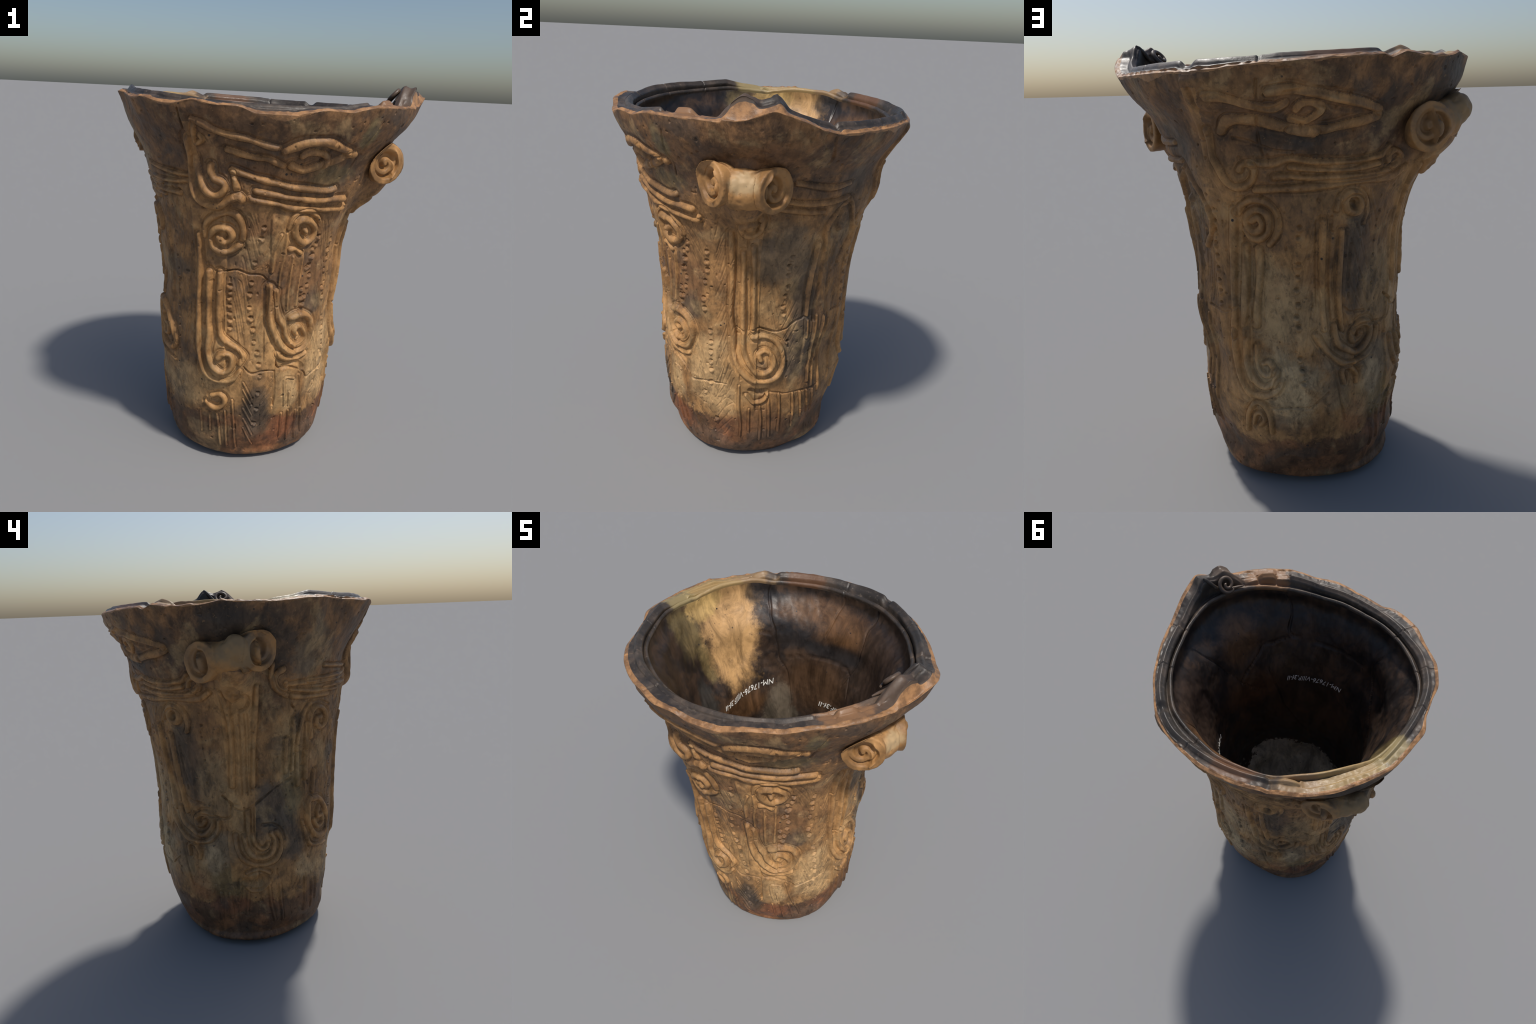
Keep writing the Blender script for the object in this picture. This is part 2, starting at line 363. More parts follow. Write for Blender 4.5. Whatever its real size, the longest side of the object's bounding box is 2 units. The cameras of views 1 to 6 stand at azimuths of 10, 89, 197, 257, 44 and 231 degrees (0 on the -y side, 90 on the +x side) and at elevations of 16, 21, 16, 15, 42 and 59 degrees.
    cord('foot', 0.005, 0.007, [(-54.6, 0.308), (-51.7, 0.105)])
    cord('foot', 0.005, 0.007, [(-47.6, 0.29), (-43.4, 0.096)])
    cord('foot', 0.005, 0.007, [(-42.7, 0.292), (-37.3, 0.122)])
    # mended cracks
    incise('crack', 0.005, 0.012, [(-67.8, 0.791), (-66.4, 0.647), (-64.9, 0.577), (-56, 0.57), (-44.8, 0.521), (-41.1, 0.482), (-30.3, 0.497), (-16, 0.493)])
    # column C
    cord('C', 0.013, 0.014, [(-12.1, 1.352), (-12.6, 1.249), (-12.4, 1.093), (-13.3, 0.911), (-11.4, 0.797), (-10.8, 0.709), (-8, 0.641), (-2.7, 0.581), (3.9, 0.542), (14.1, 0.533), (20.9, 0.566), (23.6, 0.621), (22.5, 0.695), (18.7, 0.749), (12.9, 0.781), (7.3, 0.787), (1.8, 0.784)])
    cord('C', 0.013, 0.014, [(-5.4, 1.256), (-5.1, 1.055), (-5.1, 0.871), (-4.9, 0.81), (-4.5, 0.734), (-2.6, 0.682), (1.1, 0.626), (5.2, 0.591), (10.3, 0.581), (15.2, 0.601), (16.8, 0.641), (14.9, 0.685), (10.3, 0.707), (6.5, 0.691), (7.7, 0.659)])
    cord('C', 0.011, 0.01, [(0.2, 1.282), (1.4, 1.103), (1.9, 0.873), (1.6, 0.825)])
    incise('C', 0.005, 0.009, [(-13.9, 1.35), (-15, 1.179), (-15.2, 0.999)])
    incise('C', 0.005, 0.009, [(-8.8, 1.208), (-8.7, 1.006), (-9, 0.822)])
    incise('C', 0.005, 0.009, [(-2.8, 1.324), (-2.4, 1.102), (-2.2, 0.825)])
    incise('C', 0.005, 0.007, [(3.9, 1.327), (3.9, 1.058), (4.8, 0.835)])
    cord('C', 0.014, 0.012, [(3.1, 1.464), (4.5, 1.425), (3.2, 1.375), (-0.6, 1.35), (-4.6, 1.357), (-6.2, 1.394), (-4.8, 1.431), (-1.6, 1.446), (0.8, 1.429)])
    punctures([(-28.6, 1.226), (-29.4, 1.171), (-29.1, 1.127), (-30.9, 1.064), (-32, 0.97), (-31.1, 0.918), (-27.4, 0.793), (-26.7, 0.734), (-26.6, 0.679), (-26.2, 0.623), (-26, 0.574), (-26.7, 0.496), (-31.5, 0.423), (-23, 0.261)])
    punctures([(-46.3, 1.199), (-46.9, 1.157), (-49.1, 1.1), (-51.6, 0.99), (-51.8, 0.943)])
    punctures([(23.5, 1.225), (22.3, 1.176), (22.5, 1.126), (23.4, 1.06), (22.5, 1.009), (21.5, 0.95), (22.4, 0.907), (26.1, 0.746)])
    incise('C', 0.016, 0.022, [(1.7, 0.479), (6.9, 0.461), (12.1, 0.464)])
    cord('C', 0.01, 0.01, [(-1.6, 0.443), (3.2, 0.399), (9.1, 0.396), (13.1, 0.424), (13.4, 0.457)])
    # foot incisions
    cord('foot', 0.005, 0.008, [(-6.2, 0.505), (-6.2, 0.369), (-4.7, 0.26), (-5.2, 0.166)])
    cord('foot', 0.005, 0.008, [(1, 0.356), (1.3, 0.207)])
    cord('foot', 0.005, 0.008, [(8.6, 0.378), (9.8, 0.285), (9.7, 0.141)])
    cord('foot', 0.005, 0.008, [(14.8, 0.428), (15.9, 0.286), (16.4, 0.164)])
    cord('foot', 0.005, 0.008, [(22.2, 0.442), (23.4, 0.303), (23.2, 0.193)])
    cord('foot', 0.005, 0.008, [(32.2, 0.432), (34.2, 0.307), (34.4, 0.204)])
    cord('foot', 0.005, 0.008, [(38.1, 0.429), (42.3, 0.251)])
    cord('foot', 0.005, 0.008, [(44, 0.424), (48.6, 0.258)])
    cord('foot', 0.005, 0.008, [(49.3, 0.418), (53.3, 0.257)])
    # mended cracks
    incise('crack', 0.006, 0.014, [(-10.1, 0.84), (-6.8, 0.832), (-2.4, 0.82), (5.2, 0.835), (9.6, 0.829), (16.5, 0.811), (24.4, 0.824), (28.7, 0.853), (36.6, 0.881)])
    incise('crack', 0.005, 0.012, [(12.8, 0.458), (20, 0.451), (24.9, 0.439), (36.4, 0.438), (48.4, 0.426), (54.1, 0.434)])
    incise('crack', 0.006, 0.014, [(25.5, 1.859), (26.3, 1.797), (29, 1.734), (28.8, 1.705)])
    incise('crack', 0.005, 0.01, [(-32.7, 1.828), (-35, 1.733), (-34.5, 1.688), (-36.5, 1.609)])
    # neck bands
    cord('N', 0.012, 0.009, [(16.4, 1.52), (23.5, 1.504), (34.2, 1.502), (43.5, 1.504), (52.8, 1.508)])
    cord('N', 0.012, 0.009, [(12.1, 1.484), (18.9, 1.474), (30.9, 1.459), (36.5, 1.459)])
    cord('N', 0.012, 0.007, [(18.3, 1.611), (26.7, 1.593), (38, 1.578), (50.3, 1.583)])
    # column D
    cord('D', 0.012, 0.012, [(54.9, 1.492), (48.6, 1.45), (45.7, 1.419), (43.1, 1.365), (43.9, 1.297), (44.5, 1.195)])
    cord('D', 0.012, 0.012, [(55.6, 1.49), (61.4, 1.411), (69, 1.277), (60.6, 1.152)])
    incise('D', 0.022, 0.016, [(50.6, 1.455), (48.9, 1.391), (49.9, 1.322)])
    # knob
    knob('D', (53.4, 1.351))
    # column D
    cord('D', 0.012, 0.01, [(39.1, 1.284), (38.6, 1.207), (37.9, 1.103), (37.8, 0.986), (37.6, 0.894)])
    incise('D', 0.01, 0.012, [(43.9, 1.23), (44.4, 1.115), (44, 1.023), (42.7, 0.932), (42.3, 0.862)])
    cord('D', 0.007, 0.008, [(38.6, 0.859), (39.3, 0.76)])
    cord('D', 0.007, 0.008, [(43.9, 0.882), (44.4, 0.734), (44.6, 0.603), (43.8, 0.479)])
    cord('D', 0.007, 0.008, [(49.4, 0.87), (48.1, 0.725), (48.6, 0.567), (47.6, 0.442)])
    cord('D', 0.007, 0.008, [(56, 0.828), (54.6, 0.705), (55, 0.548), (55, 0.388)])
    # column E
    incise('E', 0.008, 0.012, [(77.5, 1.794), (77.3, 1.742), (79, 1.719), (81.5, 1.703)])
    cord('E', 0.012, 0.009, [(77.7, 1.651), (78, 1.598), (78.3, 1.548), (80.3, 1.504), (82.2, 1.459), (84.9, 1.432), (88.8, 1.429), (91.8, 1.454), (92.9, 1.492), (91.2, 1.516), (88.6, 1.513), (87.7, 1.496)])
    cord('E', 0.018, 0.011, [(83.1, 1.644), (84.8, 1.67), (86.9, 1.68), (90.5, 1.679), (96.2, 1.675), (101.8, 1.658), (107.7, 1.641), (113.9, 1.628)])
    incise('E', 0.007, 0.009, [(80.1, 1.763), (82.2, 1.771), (85, 1.771), (89.4, 1.751), (94.3, 1.732), (99.5, 1.718), (103.1, 1.727), (105, 1.744)])
    incise('E', 0.006, 0.008, [(86.3, 1.615), (90.9, 1.602), (95.4, 1.585), (101.4, 1.564), (107.6, 1.556)])
    # mended cracks
    incise('crack', 0.005, 0.012, [(97.3, 1.814), (96.4, 1.731), (95.4, 1.63), (95.9, 1.578), (97, 1.539)])
    # column E
    incise('E', 0.008, 0.01, [(107.8, 1.71), (108.9, 1.731), (112.4, 1.736), (116.1, 1.729), (122.2, 1.714), (131.5, 1.699)])
    incise('E', 0.008, 0.01, [(106.4, 1.679), (110, 1.662), (112.3, 1.68), (113.6, 1.695)])
    cord('E', 0.016, 0.012, [(106.4, 1.637), (112.5, 1.632), (118.9, 1.642), (125.3, 1.656), (131.6, 1.669), (136, 1.681)])
    incise('E', 0.008, 0.009, [(105, 1.774), (109, 1.779), (114.1, 1.78), (121.3, 1.758), (129.2, 1.737), (134.9, 1.713)])
    # neck bands
    cord('N', 0.012, 0.01, [(91.7, 1.519), (99.8, 1.515), (106.2, 1.53), (116, 1.516), (128, 1.509), (135, 1.519), (141.6, 1.534), (144.2, 1.563)])
    cord('N', 0.012, 0.01, [(106.1, 1.5), (116, 1.489), (126.3, 1.488), (133.4, 1.489), (140.7, 1.501)])
    cord('N', 0.012, 0.01, [(100.3, 1.464), (106.1, 1.466), (112.6, 1.457), (124.9, 1.454), (137.3, 1.455), (145.3, 1.469), (148.9, 1.504)])
    cord('N', 0.014, 0.01, [(92.7, 1.416), (106, 1.419), (115.9, 1.425), (126.3, 1.433), (137.5, 1.441), (148.3, 1.441), (154.7, 1.477)])
    cord('N', 0.012, 0.012, [(144.6, 1.508), (144.8, 1.535), (147.6, 1.547), (150.5, 1.524), (149.6, 1.493), (147.1, 1.485)])
    # column E
    cord('E', 0.014, 0.014, [(86.9, 1.254), (89.4, 1.219), (93.4, 1.218), (96.9, 1.249), (97.3, 1.297), (95.4, 1.329), (91.8, 1.337), (88.2, 1.311), (87.6, 1.274), (89.8, 1.249), (92.9, 1.253), (94.3, 1.281), (92.6, 1.306), (90.2, 1.294)])
    cord('E', 0.014, 0.01, [(84.1, 1.323), (87.1, 1.358), (91.1, 1.375), (95.3, 1.369), (99.3, 1.337), (100.7, 1.287), (99.9, 1.235), (97.1, 1.197)])
    cord('E', 0.015, 0.011, [(82.6, 1.337), (80, 1.182), (78, 1.023), (77.5, 0.861), (76.3, 0.775)])
    cord('E', 0.015, 0.011, [(86.3, 1.182), (84.5, 1.032), (82.7, 0.869), (82.1, 0.786)])
    cord('E', 0.015, 0.011, [(91.8, 1.171), (91.7, 1.078), (89.7, 0.957), (88.5, 0.835)])
    incise('E', 0.006, 0.009, [(88.9, 1.169), (87.3, 0.995)])
    cord('E', 0.015, 0.013, [(76.6, 0.794), (77, 0.69), (78.4, 0.596), (83, 0.528), (87.8, 0.507), (93.5, 0.514), (97.6, 0.54), (99.9, 0.587)])
    cord('E', 0.014, 0.013, [(83.3, 0.805), (83.4, 0.671), (84.3, 0.623), (87, 0.582), (90.6, 0.558), (93.8, 0.558), (97.4, 0.585), (98.3, 0.631)])
    cord('E', 0.012, 0.01, [(88.8, 0.74), (88.7, 0.672), (90, 0.63), (92.7, 0.609), (95.3, 0.616), (96.6, 0.645), (94.5, 0.671), (91.9, 0.664)])
    cord('E', 0.012, 0.009, [(79.6, 0.305), (82, 0.399), (87, 0.468), (91.2, 0.458), (93.7, 0.41), (94.3, 0.316)])
    cord('E', 0.01, 0.008, [(84.5, 0.35), (86.4, 0.406), (89.5, 0.417), (91, 0.381), (88.2, 0.349)])
    punctures([(109.5, 1.261), (108.9, 1.22), (108.9, 1.105), (108.7, 1.05), (108.3, 0.994), (108.8, 0.926), (108.1, 0.87), (108.9, 0.825), (109.4, 0.685), (110.1, 0.635), (110.8, 0.573)])
    punctures([(72, 1.323), (71.1, 1.272), (70.3, 1.228), (69.2, 1.171), (69.2, 1.116), (68.6, 1.059), (68.6, 1.003), (69.1, 0.955), (69.1, 0.902)])
    # mended cracks
    incise('crack', 0.005, 0.01, [(58.3, 0.876), (67.4, 0.869), (72.6, 0.872), (79, 0.904)])
    incise('crack', 0.006, 0.01, [(66.3, 0.486), (72.1, 0.464), (79.4, 0.454)])
    incise('crack', 0.006, 0.01, [(94.4, 0.444), (101.1, 0.456), (107.5, 0.457), (113.8, 0.45), (116.8, 0.475), (122.8, 0.516)])
    # column E
    cord('E', 0.014, 0.011, [(100.2, 1.772), (106.5, 1.781), (113, 1.766), (121.5, 1.747), (129.6, 1.726), (135.9, 1.698)])
    cord('E', 0.012, 0.01, [(108.1, 1.713), (109.7, 1.731), (113.2, 1.734), (115.7, 1.714), (114, 1.689), (110.6, 1.668), (106.4, 1.679)])
    cord('E', 0.013, 0.009, [(81.5, 1.769), (86.8, 1.757), (94.2, 1.727), (100.8, 1.716), (105, 1.734)])
    # column F
    incise('F', 0.006, 0.008, [(116.4, 1.287), (116.7, 1.117), (117.6, 0.957), (118.6, 0.815)])
    incise('F', 0.007, 0.01, [(122.3, 1.301), (121.5, 1.19), (121.6, 1.053), (122.4, 0.952), (124, 0.83)])
    cord('F', 0.013, 0.011, [(127.1, 1.241), (127.2, 1.145), (127.3, 1.027), (128.5, 0.905), (130.2, 0.801)])
    incise('F', 0.008, 0.01, [(132.1, 1.177), (132.1, 1.06), (132.3, 0.979)])
    cord('F', 0.013, 0.011, [(118.9, 1.286), (119, 1.115), (119.7, 0.955), (121.2, 0.813)])
    cord('F', 0.016, 0.014, [(128.4, 1.334), (127.8, 1.37), (130, 1.389), (133.5, 1.385), (135.2, 1.359), (134.5, 1.323), (131.9, 1.312), (128.8, 1.33)])
    incise('F', 0.016, 0.022, [(130.9, 1.347), (131.5, 1.345)])
    cord('F', 0.012, 0.009, [(124.4, 1.33), (126.3, 1.381), (130.7, 1.402), (135.4, 1.39), (138.3, 1.352), (139.4, 1.305), (138.1, 1.262)])
    cord('F', 0.015, 0.014, [(125.7, 0.824), (127.7, 0.742), (133.3, 0.7), (139.4, 0.672), (145.1, 0.693), (148.5, 0.734), (148.1, 0.78), (145.5, 0.8), (140.9, 0.798), (136.6, 0.771), (137.2, 0.734), (140.8, 0.73), (142.5, 0.755)])
    cord('F', 0.013, 0.012, [(117.2, 0.786), (121.3, 0.724), (126.4, 0.672), (131.3, 0.639), (138.2, 0.632), (146.1, 0.652), (151.5, 0.713), (152.7, 0.764)])
    incise('F', 0.008, 0.009, [(131.2, 0.892), (135.5, 0.865), (143.8, 0.856)])
    # mended cracks
    incise('crack', 0.007, 0.016, [(137.3, 0.79), (143.2, 0.8), (151.3, 0.789), (155.3, 0.784), (160.3, 0.799), (161.6, 0.85), (160.8, 0.879), (156.2, 0.915)])
    # column F
    cord('F', 0.01, 0.009, [(131.3, 0.552), (130.5, 0.607), (134.9, 0.613), (138.7, 0.573), (138.5, 0.537)])
    incise('F', 0.006, 0.007, [(124, 0.67), (126.4, 0.607), (129.4, 0.466), (132.3, 0.36)])
    # column G
    cord('G', 0.012, 0.01, [(160.2, 1.488), (161.5, 1.424), (162.6, 1.335), (163.1, 1.169), (162.5, 0.974)])
    cord('G', 0.012, 0.01, [(176.3, 1.502), (176.5, 1.416), (176, 1.284), (175.4, 1.163), (174.3, 0.969)])
    incise('G', 0.009, 0.011, [(163.3, 1.406), (163.8, 1.449), (167.1, 1.469), (171.1, 1.463), (172.6, 1.432), (171.4, 1.394), (168.6, 1.38)])
    incise('G', 0.004, 0.006, [(164.5, 1.363), (164.5, 1.25), (164, 1.071), (164.1, 0.925)])
    incise('G', 0.004, 0.006, [(167.7, 1.361), (168, 1.249), (167.7, 1.07), (167.9, 0.923)])
    incise('G', 0.004, 0.006, [(170.3, 1.36), (170.9, 1.247), (170.7, 1.068), (171, 0.922)])
    incise('G', 0.004, 0.006, [(172, 1.359), (172.6, 1.247), (172.5, 1.067), (172.9, 0.92)])
    incise('G', 0.005, 0.01, [(168.5, 0.849), (168.7, 0.769), (168.3, 0.696)])
    incise('G', 0.005, 0.01, [(172.2, 0.846), (172.3, 0.767), (171.9, 0.694)])
    incise('G', 0.005, 0.01, [(173.8, 0.845), (174, 0.766), (173.6, 0.693)])
    cord('G', 0.013, 0.01, [(163, 0.693), (163.9, 0.619), (167.3, 0.559), (173.4, 0.525), (-179.6, 0.517), (-173.5, 0.538), (-170.2, 0.592), (-169.9, 0.653), (-172.3, 0.695)])
    cord('G', 0.013, 0.011, [(167.8, 0.692), (169.4, 0.621), (172.6, 0.576), (177.4, 0.556), (-177.6, 0.564), (-174.7, 0.595), (-174.1, 0.66), (-175.5, 0.69)])
    cord('G', 0.01, 0.009, [(172.6, 0.689), (174.3, 0.641), (177.6, 0.61), (-178.9, 0.615), (-177.8, 0.637)])
    cord('G', 0.01, 0.009, [(168.8, 0.474), (172.3, 0.492), (177.3, 0.49), (-177.7, 0.461)])
    incise('G', 0.03, 0.014, [(168.6, 0.422), (173.6, 0.419), (178.7, 0.424)])
    cord('G', 0.008, 0.008, [(168, 0.382), (171, 0.355), (177.7, 0.359), (-177.7, 0.398)])
    # foot incisions
    cord('foot', 0.006, 0.007, [(-178.2, 0.393), (-176.3, 0.252), (-174.2, 0.152)])
    cord('foot', 0.006, 0.007, [(-171.2, 0.375), (-169.7, 0.241), (-168.7, 0.139)])
    cord('foot', 0.006, 0.007, [(168.9, 0.353), (167.7, 0.206)])
    cord('foot', 0.006, 0.007, [(151.3, 0.333), (151.1, 0.162)])
    cord('foot', 0.006, 0.007, [(157, 0.338), (157.7, 0.182)])
    cord('foot', 0.006, 0.007, [(-152.8, 0.391), (-151.5, 0.246), (-152.1, 0.164)])
    cord('foot', 0.006, 0.007, [(-145.8, 0.335), (-144.7, 0.163)])
    cord('foot', 0.006, 0.007, [(-142.1, 0.343), (-140, 0.2)])
    cord('foot', 0.006, 0.007, [(164.7, 0.434), (163.1, 0.287)])
    cord('foot', 0.004, 0.005, [(-154.3, 0.401), (-159.1, 0.324)])
    cord('foot', 0.004, 0.005, [(-157.7, 0.406), (-161.7, 0.337)])
    cord('foot', 0.004, 0.005, [(-160.9, 0.405), (-164.2, 0.338)])
    # neck bands
    cord('N', 0.01, 0.009, [(-169.2, 1.493), (-162, 1.494), (-147.8, 1.49), (-133, 1.49)])
    cord('N', 0.01, 0.009, [(-166, 1.468), (-158.8, 1.456), (-146.8, 1.441), (-130.9, 1.438)])
    cord('N', 0.012, 0.009, [(-165, 1.433), (-158.2, 1.421), (-149.5, 1.418), (-139.1, 1.418)])
    cord('N', 0.014, 0.012, [(-171.3, 1.574), (-174, 1.56), (-175.3, 1.52), (-173.3, 1.476), (-169.3, 1.468), (-169.3, 1.502)])
    cord('N', 0.012, 0.01, [(-176.5, 1.602), (-177, 1.538), (-174.1, 1.473), (-167.4, 1.436)])
    # mended cracks
    incise('crack', 0.006, 0.012, [(-166.9, 1.465), (-164.3, 1.389), (-162.5, 1.369)])
    incise('crack', 0.006, 0.012, [(161.8, 0.85), (168, 0.835), (174.9, 0.863), (-178.6, 0.904), (-170.8, 0.95), (-162.5, 0.979), (-161.3, 0.991)])
    # column G
    incise('G', 0.01, 0.012, [(179.3, 0.743), (-174.6, 0.74), (-170.1, 0.705), (-167.7, 0.649)])
    # column H
    cord('H', 0.014, 0.014, [(-150.2, 1.2), (-151.1, 1.265), (-151.6, 1.328), (-148.3, 1.359), (-143.4, 1.348), (-139.4, 1.306), (-139.4, 1.26), (-143.1, 1.243), (-146.6, 1.267), (-146.4, 1.298), (-144, 1.299)])
    cord('H', 0.012, 0.011, [(-151.8, 1.382), (-155.5, 1.32), (-158.2, 1.212), (-158.8, 1.139)])
    cord('H', 0.012, 0.011, [(-161.8, 1.306), (-161, 1.139), (-160.9, 1.031)])
    cord('H', 0.012, 0.011, [(-152.7, 1.272), (-152.2, 1.125), (-151.6, 0.968)])
    incise('H', 0.008, 0.009, [(-150.6, 1.38), (-144.2, 1.385), (-137.3, 1.357)])
    cord('H', 0.011, 0.01, [(-165.5, 1.204), (-165.3, 1.021)])
    cord('H', 0.012, 0.011, [(-158.3, 1.149), (-156.8, 0.937)])
    cord('H', 0.011, 0.01, [(-144.7, 0.998), (-146.5, 0.878)])
    cord('H', 0.015, 0.014, [(-149.2, 0.847), (-151.2, 0.796), (-150.3, 0.71), (-147.2, 0.649), (-141.5, 0.605), (-133.7, 0.605), (-130.3, 0.663), (-135.2, 0.762), (-141.6, 0.832), (-147.2, 0.841)])
    cord('H', 0.012, 0.012, [(-146.2, 0.715), (-142.4, 0.665), (-137.7, 0.676), (-138, 0.723), (-142, 0.724), (-144, 0.762), (-142.2, 0.785)])
    cord('H', 0.01, 0.009, [(-154.3, 0.722), (-150.3, 0.593), (-142.9, 0.554), (-131.6, 0.537)])
    # the scroll columns stand a little proud of the wall as flat bands
    for part, a0, a1, z0, z1 in (('A', -114, -97, .52, 1.40), ('B', -74, -54, .62, 1.38), ('C', -9, 5, .34, 1.50), ('E', 67, 86, .42, 1.42),
                                 ('F', 118, 138, .62, 1.38), ('G', 159, 175, .42, 1.60), ('H', -152, -132, .55, 1.38), ('D', 38, 50, .60, 1.30)):
        wav = .35*np.sin(Z*9 + a0) + .25*np.sin(Z*23 + a1)
        across = smooth(DEG + wav, a0-.5, a0+.4) * (1-smooth(DEG + wav, a1-.4, a1+.5))
        band = across*smooth(Z, z0-.03, z0+.03)*(1-smooth(Z, z1-.03, z1+.03))
        dents[:] += .008*band
        if part in 'ACEG':
            owner[(band > .5) & (owner == 0)] = PART_KEYS.index(part)
    # the two corner panels of the collar step out from the wall along a sharp edge
    for edge, h in ((((1.86, -110.6), (1.73, -111.3), (1.60, -112.3), (1.50, -110.8), (1.43, -108)), .010),
                    (((1.86, 75.5), (1.75, 74), (1.62, 73.5), (1.52, 74.5), (1.46, 76.5), (1.40, 79)), .016)):
        e = np.array(sorted(edge))
        at = np.interp(Z, e[:, 0], e[:, 1])
        panel = smooth(DEG, at-.7, at+.5)*smooth(Z, e[0, 0]-.02, e[0, 0]+.06)
        dents[:] += h*panel*(1-smooth(DEG, at+5, at+17))
        owner[(panel > .5) & (DEG < at + 4.5 + .8*np.sin(Z*25)) & (owner == 0) & (Z < 1.80)] = PART_KEYS.index('A' if h < .02 else 'E')  # paler cord clay lightens this side so the corner catches light
    # herringbone fields between the columns, and their middle rows of nail marks
    hatch(-94, -84, -73, 0.62, 1.06, .038, .30)
    hatch(-88, -79, -70, 1.12, 1.40, .040, .20)
    hatch(-42, -25, -9, 0.40, 1.36, .036, .22)
    hatch(12, 19, 33, 0.58, 1.32, .040, .16)
    hatch(46, 56, 66, 0.70, 1.38, .036, .24)
    hatch(96, 110, 118, 0.55, 1.40, .040, .22)
    hatch(130, 147, 156, 0.75, 1.40, .032, .22)
    hatch(-176, -162, -150, 0.62, 1.38, .038, .24)
    hatch(-136, -127, -115, 0.60, 1.40, .036, .24)
    hatch(-42, -25, -9, 0.16, 0.38, .040, .12)
    for a, z0, z1, n in ((147, .78, 1.36, 10), (-161, .95, 1.34, 8), (-127, .62, 1.38, 13), (-25, .16, .24, 2)):
        for k in range(n):
            puncture(a+rng.uniform(-.5, .5), z0+(z1-z0)*k/(n-1)+rng.uniform(-.008, .008), rng.uniform(.35, .75))
    blob(171, .62, .10, .008, 1.2)         # swollen low scrolls
    blob(-147, .80, .10, .010, 1.0)
    # clay necks that carry the two handles, tapering into the columns below
    for a, w0, w1, za, zb, h, pw in ((-4.5, 4.5, 8.5, 1.30, 1.58, .106, 1.15), (166.5, 5, 8, 1.37, 1.62, .105, 1.8)):
        x = (DEG - a + 180) % 360 - 180
        width = w0 + (w1-w0)*smooth(Z, 1.32, 1.56)
        dents[:] += h*np.exp(-np.abs(x[None, :]/width)**2.6) * smooth(Z, za, zb)**pw * (1-smooth(Z, 1.60, 1.74))


build_relief()


# ------------------------------------------------------------------ assemble the clay shell
def direction(th):
    return np.cos(th), np.sin(th)


COS, SIN = direction(TH)


def inner_radius(th, z):
    """Inside of the wall below the rim."""
    fix = np.interp(np.mod(th+math.pi, TAU), TH+math.pi, top_fix, period=TAU)
    lip = np.interp(np.mod(th+math.pi, TAU), TH+math.pi, LIP_Z, period=TAU)
    return wall_radius(th, z) + fix*np.clip((z-1.62)/(lip-1.62), 0, 1)**1.2 - THICK(z) + uneven(th, z)


def uneven(th, z):
    """Where the inside does not follow the outside."""
    out = 0
    for a, zc, wa, wz, amp in ((140, 1.68, 28, .20, .026), (178, 1.32, 11, .15, -.030), (-8, 1.40, 14, .16, -.020), (-150, 1.70, 14, .12, .010)):
        x = (np.degrees(th) - a + 180) % 360 - 180
        out = out + amp*np.exp(-(x/wa)**2 - ((z-zc)/wz)**2)
    return out


def THICK(z):
    return np.interp(z, [0, .15, .4, .8, 1.1, 1.35, 1.55, 1.75, 1.95], [.095, .080, .062, .062, .076, .084, .076, .080, .105])


base_pts = np.stack([RO*COS, RO*SIN, Z], -1)
d_th = np.roll(base_pts, -1, 1) - np.roll(base_pts, 1, 1)
d_v = np.gradient(base_pts, axis=0)
nrm = np.cross(d_th, d_v)
nrm /= np.linalg.norm(nrm, axis=-1, keepdims=True)
lumps = (.0050*lattice_noise(base_pts, 5, 1) + .0028*lattice_noise(base_pts, 13, 2)
         + .0011*lattice_noise(base_pts, 38, 3) + .0006*lattice_noise(base_pts, 90, 4))
pits = -0.006*smooth(lattice_noise(base_pts, 46, 5), .70, .9)
keep = 1 - smooth(V, .985, 1.0)[:, None]
disp = (cords - cuts + dents + pits)*keep*smooth(Z, 0.0, 0.05) + lumps*(0.35+0.65*keep)*smooth(Z, 0, .03)
outer = base_pts + nrm*disp[..., None]

# underside: slightly hollow disc
fr = np.linspace(0, 1, 22)[:-1]
edge = outer[0]
ctr = np.array([AXIS[0], AXIS[1], 0.012])
under = ctr + (edge-ctr)*fr[:, None, None]
under[..., 2] = 0.010*(1-smooth(fr, .8, 1.0))[:, None]

# rim: broken outer face, rolled dark ridge, groove, lower inner ridge
lip = outer[-1]
lr = np.hypot(lip[:, 0], lip[:, 1])
lz = lip[:, 2]
cr, cz = CREST_R, CREST_Z
CREST_UP = CREST_Z - LIP_Z
gap = lr - cr
gz = np.minimum(INNER_Z, LIP_Z) - .012
iz = INNER_Z
has = smooth(CREST_UP, .001, .010)
chew = .003*lattice_noise(np.stack([COS, SIN, COS*0], -1), 40, 8)
hi = np.maximum(cz - LIP_Z, 0)
hump = smooth(hi, .035, .07)
ctrl = [(lr, lz),
        (lr - .012, lz + .006 + chew),
        (lr - .42*gap + .004, LIP_Z + .002 + (.28+.52*hump)*hi - chew),
        (cr + .020 + .030*hump, LIP_Z + (.35+.58*hump)*hi + .002),
        (cr + .013 + .014*hump, cz - .010*has),
        (cr, cz),
        (cr - .013, cz - .010*has),
        (cr - .021 - .10*hi, np.minimum(cz - .022*has, LIP_Z + .45*hi + .002)),
        (.5*cr + .5*INNER_R - .002, gz + .25*np.maximum(hi-.05, 0)),
        (INNER_R + .018, gz + .002),
        (INNER_R + .010, iz - .003),
        (INNER_R + .001, iz),
        (INNER_R - .007, iz - .010),
        (INNER_R - .004, iz - .026)]
CT = np.array([np.stack([a*np.ones(NT), b*np.ones(NT)], -1) for a, b in ctrl])
rows = []
SUB = 6
P0 = np.concatenate([CT[:1], CT, CT[-1:]], 0)
